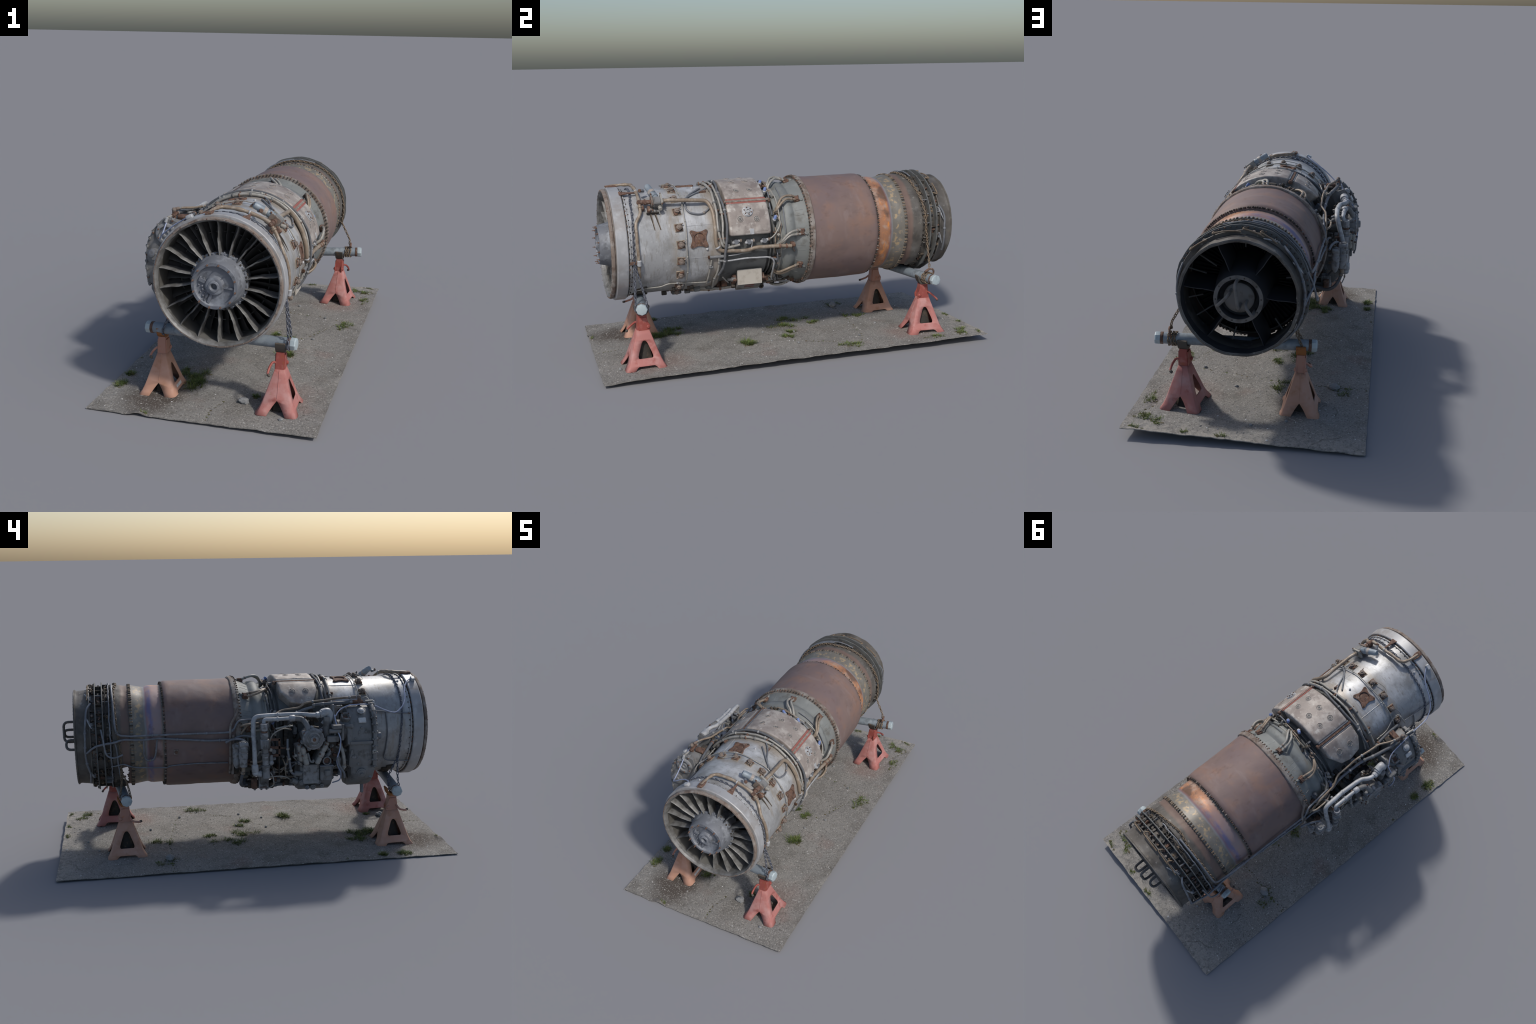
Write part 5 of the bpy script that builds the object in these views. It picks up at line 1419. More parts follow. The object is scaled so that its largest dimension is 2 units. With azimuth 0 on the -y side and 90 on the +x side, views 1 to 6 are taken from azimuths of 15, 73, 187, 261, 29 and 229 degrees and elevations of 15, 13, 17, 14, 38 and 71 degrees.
pipe("tube", straight([(-0.28, -0.20, 0.35), (-0.30, -0.16, 0.395), (-0.31, -0.12, 0.41), (-0.30, -0.05, 0.405)], 0.02), 0.0035, M["tube"], gear)
pipe("tube", straight([(-0.25, 0.07, 0.66), (-0.27, 0.055, 0.67), (-0.27, -0.02, 0.675), (-0.25, -0.06, 0.68)], 0.02), 0.005, TAN, gear)
# rusty bracket with two holes
b = Build()
bm_ = frame_dir((-0.30, -0.088, 0.555), (-1, 0, 0), (0, 0, 1))
for cx, cy, sx, sy in ((0.040, 0, 0.012, 0.062), (-0.040, 0, 0.012, 0.062), (0, 0, 0.014, 0.062), (0, 0.026, 0.09, 0.010), (0, -0.026, 0.09, 0.010)):
    b.box(bm_, sx, sy, 0, 0.006, M["rust"], 0.0015, cx=cx, cy=cy)
b.rod((-0.31, -0.12, 0.553), (-0.31, -0.165, 0.55), 0.004, M["rust"], 8)
b.lathe(frame_dir((-0.295, -0.085, 0.535), (-1, 0, 0)), [(0, 0.012), (0.012, 0.012), (0.013, 0.008)], GM, 14)
b.rod((-0.305, -0.112, 0.51), (-0.303, -0.112, 0.40), 0.0035, M["grime"], 8)
b.make("filter_bracket", gear, 40)
b = Build()
for i in range(170):
    y = rng.uniform(-0.46, 0.06)
    t = rng.uniform(-142, -66)
    if -0.205 < y < -0.055 and -128 < t < -76:
        continue
    mat = rng.choice((M["grime"], GM, GM, M["slate"], M["rust"], M["core"]))
    r = rng.uniform(0.005, 0.014)
    h = rng.uniform(0.012, 0.050)
    m = frame(y, t, 0.226) @ Matrix.Rotation(rng.uniform(-0.6, 0.6), 4, "X") @ Matrix.Rotation(rng.uniform(0, 3), 4, "Z")
    if rng.random() < 0.5:
        b.lathe(m, [(0, r), (h, r), (h + 0.004, r * 0.6), (h + 0.014, r * 0.5)], mat, 10)
    else:
        b.box(m, rng.uniform(0.012, 0.03), rng.uniform(0.012, 0.03), 0, h, mat, 0.003)
for i in range(60):
    y = rng.uniform(-0.60, -0.47)
    t = rng.uniform(-126, -108)
    b.box(frame(y, t, 0.378 - 0.02 * rng.random()) @ Matrix.Rotation(rng.uniform(0, 3), 4, "Z"), rng.uniform(0.01, 0.03), rng.uniform(0.01, 0.025), -0.02, rng.uniform(0.008, 0.022), rng.choice((GM, GM, M["grime"])), 0.003)
for i in range(120):
    y, z = rng.uniform(-0.44, -0.01), rng.uniform(0.36, 0.70)
    if (-0.33 < y < -0.20 and 0.55 < z < 0.66) or (-0.205 < y < -0.05 and rng.random() < 0.85):
        continue
    x = -0.275 - 0.055 * math.sin(max(0, min(1, (z - 0.34) / 0.38)) * math.pi) + (0.06 if -0.20 < y < -0.06 else 0)
    d = Vector((-1, rng.uniform(-0.35, 0.35), rng.uniform(-0.3, 0.5)))
    if rng.random() < 0.5:
        d = Vector((-0.1, rng.uniform(-1, 1), rng.uniform(-1, 1)))
    r = rng.uniform(0.005, 0.0115)
    mat = rng.choice((M["pale"], GM, GM, M["slate"], M["tube"], M["grime"], M["rust"]))
    o = frame_dir((x, y, z), d)
    L = rng.uniform(0.016, 0.045)
    b.lathe(o, [(-L, r), (-L * 0.4, r), (-L * 0.38, r * 1.3), (-L * 0.1, r * 1.3), (-L * 0.08, r * 0.9), (L * 0.3, r * 0.9), (L * 0.32, r * 0.6), (L * 0.45, r * 0.55)], mat, 12)
    b.hexnut(o @ Matrix.Translation((r * 1.2, 0, -L * 0.3)), 0.0032, 0.006, rng.choice((M["rust"], M["pale"])))
b.make("accessory_fitting", gear, 40, "stuff")
for i in range(18):
    y = rng.uniform(-0.42, 0.0)
    z = rng.uniform(0.38, 0.66)
    x = -0.262 - 0.02 * math.sin((z - 0.35) * 9)
    p = Vector((x, y, z))
    pts = [p + Vector((0.02, 0, 0)), p]
    for k in range(3):
        p = p + Vector((rng.uniform(-0.012, 0.006), rng.uniform(-0.05, 0.05), rng.uniform(-0.06, 0.03)))
        p.z = max(p.z, 0.385)
        p.y = min(p.y, 0.02)
        pts.append(p.copy())
    pipe("thin_hose", straight(pts, 0.02), rng.uniform(0.0026, 0.0048), rng.choice((TUBE, SLATE, HOSE, TAN)), gear, (0.5,), M["tube"])

# ------------------------------------------------------------------ support tubes
BEAMS = {}
for name, a, c in (("front", (-0.322, -0.725, 0.2965), (0.362, -0.787, 0.3165)), ("rear", (-0.268, 0.648, 0.307), (0.411, 0.731, 0.3335))):
    a, c = Vector(a), Vector(c)
    d = (c - a).normalized()
    L = (c - a).length
    t = thing("support_tube", "galvanised steel tube with capped ends and rust rings", "steel tube", a.lerp(c, 0.5))
    b = Build()
    path = [a + d * (0.004 + (L - 0.008) * k / 40) for k in range(41)]
    b.tube([p + Vector((0, 0, 0.0008 * fbm(p, 20))) for p in path], 0.0245, M["galv"], 24)
    b.make("tube_body", t, 50)
    for p, e in ((a, d), (c, -d)):
        b = Build()
        b.lathe(frame_dir(p, e), [(-0.002, 0.02), (-0.001, 0.0245), (0.003, 0.0275), (0.018, 0.0285), (0.022, 0.0275), (0.022, 0.024)], M["cap"], 8)
        b.make("end_cap", t, 25)
        b = Build().lathe(frame_dir(p + e * 0.0225, e), [(0, 0.0252), (0.002, 0.0262), (0.011, 0.0262), (0.013, 0.0250)], M["rust"], 24)
        b.make("rust_ring", t, 35)
    BEAMS[name] = (a, c, d)


# grimy packing where the engine sits on the tubes
for name, mid in (("front", -0.755), ("rear", 0.685)):
    a, c, d = BEAMS[name]
    b = Build()
    for k in range(14):
        th = 180 + (k - 6.5) * 6
        if name == "rear" and 145 < th < 186:
            continue
        y = mid + rng.uniform(-0.02, 0.02) - (0.0004 * (180 - th) if name == "front" else -0.0004 * (180 - th))
        b.box(frame(y, th, 0.250) @ Matrix.Rotation(rng.uniform(-0.4, 0.4), 4, "Z"), rng.uniform(0.035, 0.07), 0.03, 0, rng.uniform(0.010, 0.020), M["grime"], 0.005)
    b.make("grimy_packing", engine, 40, "stuff")

# ------------------------------------------------------------------ axle stands
def stand(centre, base_z, top_z, paint, neck, saddle, turn, half=(0.080, 0.092), flip=1, label_plate=False):
    cx, cy = centre
    word = "red" if paint is M["red"] else "orange"
    t = thing("axle_stand", f"{word} pressed steel axle stand with ratchet neck and worn paint", "axle stand", (cx, cy, base_z))
    R = Matrix.Translation((cx, cy, base_z)) @ Matrix.Rotation(math.radians(turn), 4, "Z")
    H = 0.182
    tx, ty = 0.020, 0.030

    def corner(face_axis, s, h):
        """point on a side face at across position s in -1..1, height fraction h"""
        k = h
        flare = 0.010 * max(0, 0.16 - h) / 0.16
        hx = half[0] + (tx - half[0]) * k + flare
        hy = half[1] + (ty - half[1]) * k + flare
        ch = 0.16
        if face_axis == "x":
            return Vector((hx, s * hy * (1 - ch), h * H))
        return Vector((s * hx * (1 - ch), hy, h * H))

    def face(b, axis, sign, outline, holes):
        loops = [outline] + holes
        flat = [[Vector((x, y, 0)) for x, y in lp] for lp in loops]
        tris = tessellate_polygon(flat)
        pts = [p for lp in loops for p in lp]
        vs = []
        for s, h in pts:
            p = corner(axis, s, h)
            if axis == "x":
                p = Vector((p.x * sign, p.y, p.z))
            else:
                p = Vector((p.x, p.y * sign, p.z))
            vs.append(R @ p)
        c = R @ Vector((0, 0, 0.07))
        fs = []
        for tri in tris:
            a, b2, c2 = (vs[i] for i in tri)
            nrm = (b2 - a).cross(c2 - a)
            fs.append(tuple(tri) if nrm.dot(a - c) > 0 else tuple(reversed(tri)))
        b.add(vs, fs, paint)

    def seg(a, c, n):
        return [(a[0] + (c[0] - a[0]) * i / n, a[1] + (c[1] - a[1]) * i / n) for i in range(n)]

    b = Build()
    side = seg((-1, 0), (-0.66, 0), 2) + [(-0.66, 0), (-0.60, 0.07), (-0.50, 0.10), (0.50, 0.10), (0.60, 0.07), (0.66, 0)] + seg((1, 0), (1, 1), 8)[0:] + seg((1, 1), (-1, 1), 3) + seg((-1, 1), (-1, 0), 8)
    hole = [(-0.60, 0.345), (-0.57, 0.305), (-0.50, 0.285), (0.50, 0.285), (0.57, 0.305), (0.60, 0.345), (0.57, 0.42), (0.45, 0.56), (0.34, 0.66), (0.20, 0.715), (0.07, 0.73), (-0.07, 0.73), (-0.20, 0.715), (-0.34, 0.66), (-0.45, 0.56), (-0.57, 0.42)]
    end = [(-1, 0), (-0.52, 0)] + [(-0.44, 0.10), (-0.30, 0.20), (-0.12, 0.285), (0, 0.33), (0.12, 0.285), (0.30, 0.20), (0.44, 0.10), (0.52, 0)] + seg((1, 0), (1, 1), 8) + seg((1, 1), (-1, 1), 4) + seg((-1, 1), (-1, 0), 8)
    for s in (1, -1):
        face(b, "x", s, side, [hole])
        face(b, "y", s, end, [])
    # folded corner strips
    for sx in (1, -1):
        for sy in (1, -1):
            rows = []
            for k in range(9):
                h = k / 8
                p, q = corner("x", 1, h), corner("y", 1, h)
                mid = (p + q) / 2 + Vector((0.0025, 0.0025, 0)) * (1 - h * 0.6)
                rows.append([R @ Vector((w.x * sx, w.y * sy, w.z)) for w in (p, mid, q)])
            vs = [p for r in rows for p in r]
            fs = []
            for k in range(8):
                for j in range(2):
                    f = (k * 3 + j, k * 3 + j + 1, k * 3 + 4 + j, k * 3 + 3 + j)
                    nrm = (vs[f[1]] - vs[f[0]]).cross(vs[f[3]] - vs[f[0]])
                    fs.append(f if nrm.dot(vs[f[0]] - (R @ Vector((0, 0, 0.07)))) > 0 else tuple(reversed(f)))
            b.add(vs, fs, paint)
    me = bpy.data.meshes.new("stand_leg")
    me.from_pydata(b.v, [], b.f)
    me.materials.append(paint)
    bm = bmesh.new()
    bm.from_mesh(me)
    bmesh.ops.remove_doubles(bm, verts=bm.verts, dist=0.0006)
    for f in bm.faces:
        f.smooth = True
    bm.to_mesh(me)
    bm.free()
    me.set_sharp_from_angle(angle=math.radians(28))
    o = bpy.data.objects.new("stand_leg", me)
    scene.objects.link(o)
    adopt(o, t)
    so = o.modifiers.new("thickness", "SOLIDIFY")
    so.thickness = 0.004
    so.offset = -1
    b = Build()
    rows = []
    for h in (0.0, 0.30, 0.62, 0.80):
        kx, ky = (half[0] + (tx - half[0]) * h) * (0.42 - 0.1 * h), (half[1] + (ty - half[1]) * h) * (0.52 - 0.15 * h)
        rows.append([R @ Vector((x * kx, y * ky, h * H + 0.001)) for x, y in ((-1, -0.6), (-0.6, -1), (0.6, -1), (1, -0.6), (1, 0.6), (0.6, 1), (-0.6, 1), (-1, 0.6))])
    b.loft(rows, M["grime"])  # solid dark block filling the inside behind the openings
    b.make("dark_inside_core", t, 40)
    # welded seam down the split ends
    b = Build()
    for s in (1, -1):
        b.tube([R @ Vector((0, s * (half[1] + (ty - half[1]) * h + 0.0005), h * H)) for h in (0.38, 0.6, 0.8, 0.99)], 0.0013, paint, 6)
    b.make("weld_seam", t, 50)
    # neck and saddle
    nh = top_z - base_z
    b = Build()
    b.loft([[R @ Vector((x * w, y * g, z)) for x, y in ((-1, -1), (1, -1), (1, 1), (-1, 1))] for w, g, z in ((0.0185, 0.028, H - 0.006), (0.0185, 0.028, H + 0.012), (0.0165, 0.022, nh - 0.03), (0.0165, 0.021, nh - 0.012))], neck)
    tri = [(-0.022, H - 0.004), (0.034, H - 0.004), (0.036, H + 0.018), (0.026, H + 0.036), (0.018, nh - 0.024), (-0.018, nh - 0.024)]
    for s in (1, -1):
        m = R @ Matrix(((0, 0, s, 0), (flip, 0, 0, 0), (0, 1, 0, 0), (0, 0, 0, 1)))
        b.prism(m, tri, 0.0165, 0.0215, neck, 0.001)
        q = R @ Vector((s * 0.0215, flip * 0.025, H + 0.013))
        b.lathe(frame_dir(q, R.to_3x3() @ Vector((s, 0, 0))), [(0, 0.0085), (0.004, 0.0085), (0.007, 0.005)], neck, 14)
    b.make("ratchet_neck", t, 35)
    b = Build()
    prof = [(-0.037, 0.030), (-0.031, 0.033), (-0.024, 0.012), (-0.014, 0.001), (0.014, 0.001), (0.024, 0.012), (0.031, 0.033), (0.037, 0.030), (0.030, 0.004), (0.018, -0.012), (-0.018, -0.012), (-0.030, 0.004)]
    b.loft([[R @ Vector((x, u, nh + w)) for u, w in prof] for x in (-0.021, 0.021)], saddle)
    b.make("saddle", t, 35)
    b = Build()
    f = -flip
    hp = [Vector((0.012 * f, 0.02 * f, H + 0.026)), Vector((-0.03 * flip, 0.024 * f, H + 0.030)), Vector((-0.040 * flip, 0.045 * f, H + 0.012)), Vector((-0.044 * flip, 0.066 * f, H - 0.010)), Vector((-0.034 * flip, 0.070 * f, H - 0.016))]
    if t["label"].startswith("orange"):
        hp = [Vector((0.012 * f, 0.02 * f, H + 0.026)), Vector((-0.026 * flip, 0.02 * f, H + 0.022)), Vector((-0.042 * flip, 0.03 * f, H + 0.004)), Vector((-0.040 * flip, 0.065 * f, H - 0.004)), Vector((-0.028 * flip, 0.078 * f, H - 0.002))]
    path = straight([R @ p for p in hp], 0.012, 0.006, 0)
    b.tube(path, 0.0052, neck, 10)
    collar(b, path, 0.94, 0.0062, 0.014, M["iron"], 10)
    b.make("ratchet_handle", t, 50)
    if label_plate:
        b = Build()
        p0 = corner("x", 0, 0.18)
        nrm = Vector((H, 0, half[0] - tx)).normalized()
        m = R @ frame_dir(p0, nrm, (0, 1, 0))
        b.box(m, 0.06, 0.015, -0.002, 0.0016, M["label"], 0.0005)
        b.make("paper_label", t, 40)
    return t, R, corner, H


stand((0.297, -0.781), 0.024, 0.2905, M["red"], M["redneck"], M["iron"], 3, flip=1)
t, R, corner, H = stand((0.290, 0.717), 0.036, 0.3025, M["red"], M["redneck"], M["iron"], 180 - 4, flip=1)
stand((-0.250, -0.718), 0.005, 0.2725, M["orange"], M["orangeneck"], M["rustsaddle"], 2, flip=1, label_plate=True)
stand((-0.204, 0.660), 0.013, 0.2835, M["orange"], M["orangeneck"], M["rustsaddle"], 182, flip=-1)

# ------------------------------------------------------------------ chains
def link_mesh(name, mat, parent, length, width, wire):
    pts = []
    h, w = length / 2 - width / 2, width / 2 - wire
    for k in range(9):
        a = math.radians(-90 + 180 * k / 8)
        pts.append(Vector((h + w * math.cos(a), w * math.sin(a), 0)))
    for k in range(9):
        a = math.radians(90 + 180 * k / 8)
        pts.append(Vector((-h + w * math.cos(a), w * math.sin(a), 0)))
    return Build().tube(pts, wire, mat, 6, closed=True).make(name, parent, 60)


def lay_chain(proto, started, path, pitch, parent, out_of):
    total = 0.0
    nxt, flip = 0.0, 0
    for a, c in zip(path, path[1:]):
        seg_len = (c - a).length
        while nxt <= total + seg_len:
            p = a.lerp(c, (nxt - total) / seg_len)
            d = (c - a).normalized()
            o = out_of(p)
            o = (o - d * o.dot(d)).normalized()
            roll = math.radians(45 + 90 * (flip % 2) + rng.uniform(-16, 16))
            side = d.cross(o)
            z = o * math.cos(roll) + side * math.sin(roll)
            m = frame_dir(p, z, d)
            if started[0]:
                copy_at(proto, m, parent)
            else:
                proto.matrix_basis = m
                started[0] = True
            nxt += pitch
            flip += 1
        total += seg_len


def outward(p):
    s = (p - SHAFT0).dot(AX)
    o = p - (SHAFT0 + AX * s)
    return o if o.length > 1e-4 else Vector((0, 0, 1))


for which in ("front", "rear"):
    a, c, d = BEAMS[which]
    mat = M["chain"] if which == "front" else M["chaintan"]
    word = "blue black" if which == "front" else "rusty tan"
    t = thing("chain", f"{word} steel chain lashing the engine to the tube", "chain", P(-0.79 if which == "front" else 0.71, 0, 0.262))
    proto = link_mesh("chain_link", mat, t, 0.0205, 0.0135, 0.0025)
    started = [False]
    if which == "front":
        right, left = a + d * ((c - a).length - 0.030), a + d * 0.085
        over = [(-0.768, -122, 0.266), (-0.767, -92, 0.2645), (-0.778, -68, 0.2645), (-0.783, -46, 0.265), (-0.783, -25, 0.265), (-0.784, -3, 0.266), (-0.786, 17, 0.266), (-0.798, 35, 0.266), (-0.799, 52, 0.2655), (-0.806, 72, 0.266), (-0.809, 90, 0.267), (-0.808, 104, 0.272)]
        main = around(over, 0.02, 0.01, 0)
        lay_chain(proto, started, main, 0.0146, t, outward)
        for dy in (-0.026, 0.026):
            lay_chain(proto, started, straight([main[-1] + Vector((0, dy * 0.1, 0)), right + Vector((0, dy, 0.03)), right + Vector((0, dy * 1.1, -0.004))], 0.02, 0.01, 0), 0.0146, t, lambda p: Vector((1, 0, 0.1)))
            lay_chain(proto, started, straight([main[0], left + Vector((0.02, dy, 0.05)), left + Vector((0, dy * 1.1, 0.0))], 0.03, 0.01, 0), 0.0146, t, lambda p: Vector((-1, 0, 0.1)))
        for q in (right, left):
            loop = [q + Vector((0, 0, 0)) + (Vector((0, math.cos(k), math.sin(k))) * 0.0275) for k in (math.pi + math.pi * i / 8 for i in range(9))]
            lay_chain(proto, started, loop, 0.0146, t, lambda p, q=q: p - q)
    else:
        right, left = a + d * ((c - a).length - 0.072), a + d * 0.062
        over = [(0.672, -122, 0.266), (0.670, -95, 0.265), (0.684, -69, 0.266), (0.690, -45, 0.266), (0.692, -20, 0.267), (0.676, 0, 0.266), (0.690, 19, 0.268), (0.700, 38, 0.268), (0.712, 55, 0.268), (0.721, 72, 0.268), (0.721, 91, 0.268), (0.737, 108, 0.272)]
        main = around(over, 0.02, 0.01, 0)
        lay_chain(proto, started, main, 0.0146, t, outward)
        lay_chain(proto, started, straight([main[-1], right + Vector((0.004, 0.004, 0.07)), right + Vector((0, 0, 0.04))], 0.02, 0.01, 0), 0.0146, t, lambda p: Vector((1, 0, 0.1)))
        for dy in (-0.022, 0.022):
            lay_chain(proto, started, straight([main[0], left + Vector((0.03, dy * 0.6, 0.07)), left + Vector((0, dy * 1.2, 0.01))], 0.03, 0.01, 0), 0.0146, t, lambda p: Vector((-1, 0, 0.1)))
        for off in (-0.016, -0.004, 0.010):
            q = right + d * off
            loop = [q + Vector((0.003 * math.sin(3 * k), 0, 0)) + Vector((0, math.cos(k), math.sin(k))) * 0.0275 for k in (2 * math.pi * i / 20 for i in range(20))]
            lay_chain(proto, started, loop, 0.0146, t, lambda p, q=q: p - q)
        b = Build()
        hook = straight([right + Vector((0.012, -0.026, 0.036)), right + Vector((0.010, 0.0, 0.052)), right + Vector((0.006, 0.026, 0.046)), right + Vector((0.0, 0.032, 0.024)), right + Vector((0.0, 0.022, 0.012))], 0.014, 0.005, 0)
        b.tube(hook, [0.0062 - 0.002 * k / len(hook) for k in range(len(hook))], M["rust"], 10)
        b.make("chain_hook", t, 50)

# ------------------------------------------------------------------ pavement
WEEDS = [(-0.35, 0.43, 0.035, 0.5), (-0.12, 0.44, 0.035, 0.9), (-0.12, 0.14, 0.044, 1.1), (-0.06, 0.06, 0.042, 1.1), (-0.05, 0.23, 0.03, 0.8), (0.08, 0.04, 0.025, 0.9), (0.43, 0.29, 0.036, 1.0), (0.44, 0.74, 0.025, 0.7),
         (0.09, 0.985, 0.022, 0.7), (0.24, 0.985, 0.020, 0.7), (0.36, 0.93, 0.028, 0.4), (0.205, -0.21, 0.036, 2.0), (-0.11, -0.66, 0.042, 2.0), (-0.15, -0.61, 0.038, 1.6), (-0.21, -0.54, 0.03, 1.2), (-0.46, -0.61, 0.026, 1.2), (-0.46, -0.73, 0.028, 1.2),
         (0.42, 0.87, 0.028, 0.6), (0.17, 0.02, 0.026, 1.0), (-0.25, -0.985, 0.014, 0.4), (-0.49, -0.42, 0.014, 0.4), (0.44, 0.98, 0.020, 0.6), (0.17, -0.70, 0.018, 0.8)]
CRACKS = [[(0.36, 0.34), (0.30, 0.37), (0.14, 0.40), (0.0, 0.42), (-0.12, 0.44), (-0.31, 0.44), (-0.49, 0.43)], [(0.44, 0.24), (0.36, 0.30), (0.30, 0.16), (0.23, 0.02), (0.08, 0.04)], [(0.03, -0.98), (0.02, -0.88), (0.05, -0.80)], [(0.47, 0.88), (0.42, 0.80), (0.40, 0.70)]]


def ground(x, y):
    u = x + 0.5
    lift = []
    for knots in (((-1.0, 0.003), (-0.7, 0.006), (-0.3, 0.010), (0.2, 0.009), (0.5, 0.010), (1.0, 0.008)),
                  ((-1.0, 0.019), (-0.85, 0.026), (-0.55, 0.032), (-0.1, 0.036), (0.36, 0.038), (0.55, 0.039), (0.8, 0.042), (1.0, 0.044))):
        for (y0, z0), (y1, z1) in zip(knots, knots[1:]):
            if y0 <= y <= y1 or (y1 == 1.0 and y > 1.0):
                t = (y - y0) / (y1 - y0)
                lift.append(z0 + (z1 - z0) * (t * t * (3 - 2 * t)))
                break
        else:
            lift.append(knots[0][1])
    z = lift[0] + (lift[1] - lift[0]) * u + 0.0045 * math.sin(math.pi * u) * math.cos(math.pi * y / 2)
    e = 0.0022 * fbm((x, y, 0), 5) + 0.0010 * fbm((x, y, 3), 28)
    edge = min(0.5 - abs(x), 1 - abs(y))
    e += max(0.0, 0.02 - edge) / 0.02 * 0.004 * fbm((x, y, 7), 11)
    z += e
    if abs(y) > 0.97 and -0.32 < x < -0.2 and y < 0:
        z += 0.008 * math.exp(-((x + 0.262) / 0.03) ** 2)
    for line in CRACKS:
        for p, q in zip(line, line[1:]):
            dx, dy = q[0] - p[0], q[1] - p[1]
            t = max(0, min(1, ((x - p[0]) * dx + (y - p[1]) * dy) / (dx * dx + dy * dy)))
            dd = math.hypot(x - p[0] - t * dx, y - p[1] - t * dy)
            if dd < 0.012:
                z -= 0.002 * (1 - dd / 0.012)
    return max(z, 0.0036)


pav = thing("pavement_slab", "thin slab of old cracked asphalt with moss and weeds", "pavement", (0, 0, 0))
nx, ny = 150, 300
vs, fs = [], []
for j in range(ny + 1):
    for i in range(nx + 1):
        x, y = -0.5 + i / nx, -1 + 2 * j / ny
        ex = 0.0
        if i in (0, nx):
            ex = 0.003 * fbm((x, y, 1), 14) - 0.003
        ey = (0.005 * fbm((x, y, 2), 14) - 0.005) if j in (0, ny) else 0
        px = max(-0.4995, min(0.4995, x * (1 + ex / 0.5)))
        py = max(-0.9995, min(0.9995, y * (1 + ey)))
        vs.append((px, py, ground(px, py)))
nv = len(vs)
vs += [(x, y, max(0.0, z - 0.0036)) for x, y, z in vs]
w = nx + 1
for j in range(ny):
    for i in range(nx):
        a = j * w + i
        fs.append((a, a + 1, a + w + 1, a + w))
        fs.append((nv + a, nv + a + w, nv + a + w + 1, nv + a + 1))
rim = [i for i in range(nx)] + [j * w + nx for j in range(ny)] + [ny * w + i for i in range(nx, 0, -1)] + [j * w for j in range(ny, 0, -1)]
for a, c in zip(rim, rim[1:] + rim[:1]):
    fs.append((c, a, nv + a, nv + c))
b = Build()
b.add(vs, fs, M["pave"])
b.make("asphalt", pav, 60)

# moss cushions and grass blades
b = Build()
g = Build()
for x, y, r, tall in WEEDS:
    heart = [(x, y)]
    for k in range(5):
        q = heart[rng.randrange(len(heart))]
        heart.append((q[0] + rng.gauss(0, r * 0.55), q[1] + rng.gauss(0, r * 0.75)))
    for k in range(int(10 + r * 420)):
        hx, hy = heart[rng.randrange(6)]
        px, py = hx + rng.gauss(0, r * 0.32), hy + rng.gauss(0, r * 0.32)
        if abs(px) > 0.484 or abs(py) > 0.982:
            continue
        s = rng.uniform(0.002, 0.0075)
        m = Matrix.Translation((px, py, ground(px, py) - 0.001)) @ Matrix.Rotation(rng.uniform(0, 6), 4, "Z") @ Matrix.Diagonal((1.6, 1, 0.45, 1))
        b.lathe(m, [(0, s), (s * 0.45, s * 0.85), (s * 0.8, s * 0.45), (s * 0.9, s * 0.1)], M["moss"], 7)
    for k in range(int(260 * (0.4 + tall * 0.6) * r / 0.035)):
        hx, hy = heart[rng.randrange(6)]
        px, py = hx + rng.gauss(0, r * 0.30), hy + rng.gauss(0, r * 0.30)
        a = math.atan2(py - hy, px - hx) + rng.gauss(0, 0.6)
        if abs(px) > 0.484 or abs(py) > 0.982:
            continue
        h = rng.uniform(0.004, 0.015) * (0.5 + 0.5 * tall)
        lean = Vector((math.cos(a), math.sin(a), 0)) * rng.uniform(0.3, 1.9) * h + Vector((rng.uniform(-1, 1), rng.uniform(-1, 1), 0)) * h * 0.5
        base = Vector((px, py, ground(px, py)))
        wd = rng.uniform(0.0006, 0.0013)
        e1 = Vector((-math.sin(a), math.cos(a), 0)) * wd
        e2 = Vector((math.cos(a), math.sin(a), 0)) * wd * 0.6
        mid = base + lean * 0.35 + Vector((0, 0, h * 0.7))
        tip = base + lean + Vector((0, 0, h * 0.85))
        v = [base - e1, base + e1, base + e2, mid - e1 * 0.8, mid + e1 * 0.8, mid + e2 * 0.8, tip]
        g.add(v, [(0, 1, 4, 3), (1, 2, 5, 4), (2, 0, 3, 5), (3, 4, 6), (4, 5, 6), (5, 3, 6), (2, 1, 0)], M["weed"])
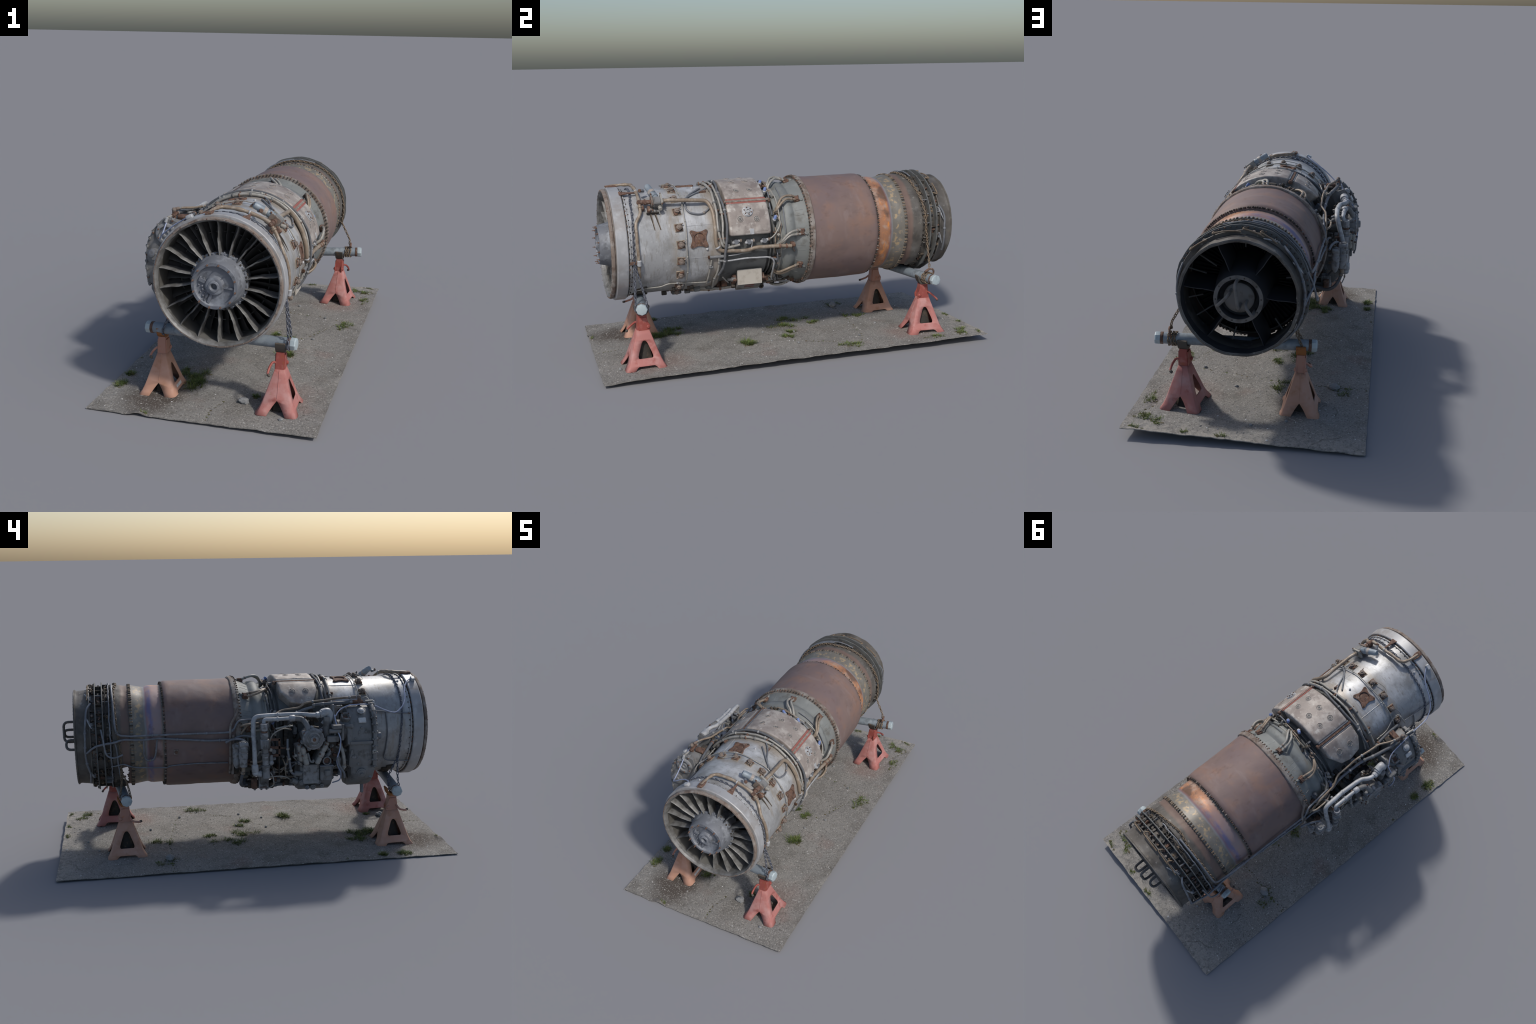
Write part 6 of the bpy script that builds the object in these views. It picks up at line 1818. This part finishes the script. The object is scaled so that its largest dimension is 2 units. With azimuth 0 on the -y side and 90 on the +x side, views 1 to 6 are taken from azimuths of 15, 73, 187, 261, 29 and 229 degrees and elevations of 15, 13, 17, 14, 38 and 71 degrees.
for line in CRACKS:
    path = densify([Vector((x, y, 0)) for x, y in line], 0.011)
    for p in path:
        if rng.random() < 0.75:
            px, py = p.x + rng.gauss(0, 0.005), p.y + rng.gauss(0, 0.005)
            if abs(px) > 0.495 or abs(py) > 0.97:
                continue
            s = rng.uniform(0.002, 0.0065)
            b.lathe(Matrix.Translation((px, py, ground(px, py) - 0.001)) @ Matrix.Diagonal((1.3, 1, 0.5, 1)), [(0, s), (s * 0.5, s * 0.8), (s * 0.8, s * 0.2)], M["moss"], 6)
b.make("moss", pav, 70, "stuff")
g.make("grass", pav, 70, "stuff")
# loose grit
b = Build()
for k in range(620):
    x, y = rng.uniform(-0.487, 0.487), rng.uniform(-0.98, 0.98)
    s = rng.uniform(0.0012, 0.0034) * (1.5 if y > 0.88 else 1)
    m = Matrix.Translation((x, y, ground(x, y))) @ Matrix.Rotation(rng.uniform(0, 6), 4, "Z") @ Matrix.Diagonal((1.3, 1, 0.8, 1))
    b.lathe(m, [(-s * 0.3, s * 0.8), (s * 0.2, s), (s * 0.7, s * 0.5)], rng.choice((M["stone"], M["pave"], M["pave"], M["label"])), 5)
b.make("grit", pav, 20, "stuff")


def stone(x, y, s, seed, mat):
    bm = bmesh.new()
    bmesh.ops.create_icosphere(bm, subdivisions=3, radius=1)
    for v in bm.verts:
        n = v.co.normalized()
        v.co = n * (1 + 0.28 * fbm(n, 1.3, seed))
        v.co = Vector((v.co.x * s * 1.25, v.co.y * s, v.co.z * s * 0.8)) + Vector((x, y, ground(x, y) + s * 0.45))
    me = bpy.data.meshes.new("stone")
    bm.to_mesh(me)
    bm.free()
    me.materials.append(mat)
    o = bpy.data.objects.new("stone", me)
    o["label"] = "small rough grey stone lying loose"
    o["category"] = "stone"
    scene.objects.link(o)


for i, (x, y, s) in enumerate(((0.140, -0.78, 0.019), (-0.335, 0.45, 0.021), (0.09, 0.06, 0.007), (0.28, 0.36, 0.007), (0.10, 0.53, 0.007), (0.33, -0.90, 0.008), (-0.02, 0.86, 0.006), (0.2, -0.1, 0.006), (0.04, -0.1, 0.007), (0.28, 0.02, 0.007), (0.26, 0.76, 0.008), (-0.16, 0.8, 0.006))):
    stone(x, y, s, i * 3.1, M["stone"])
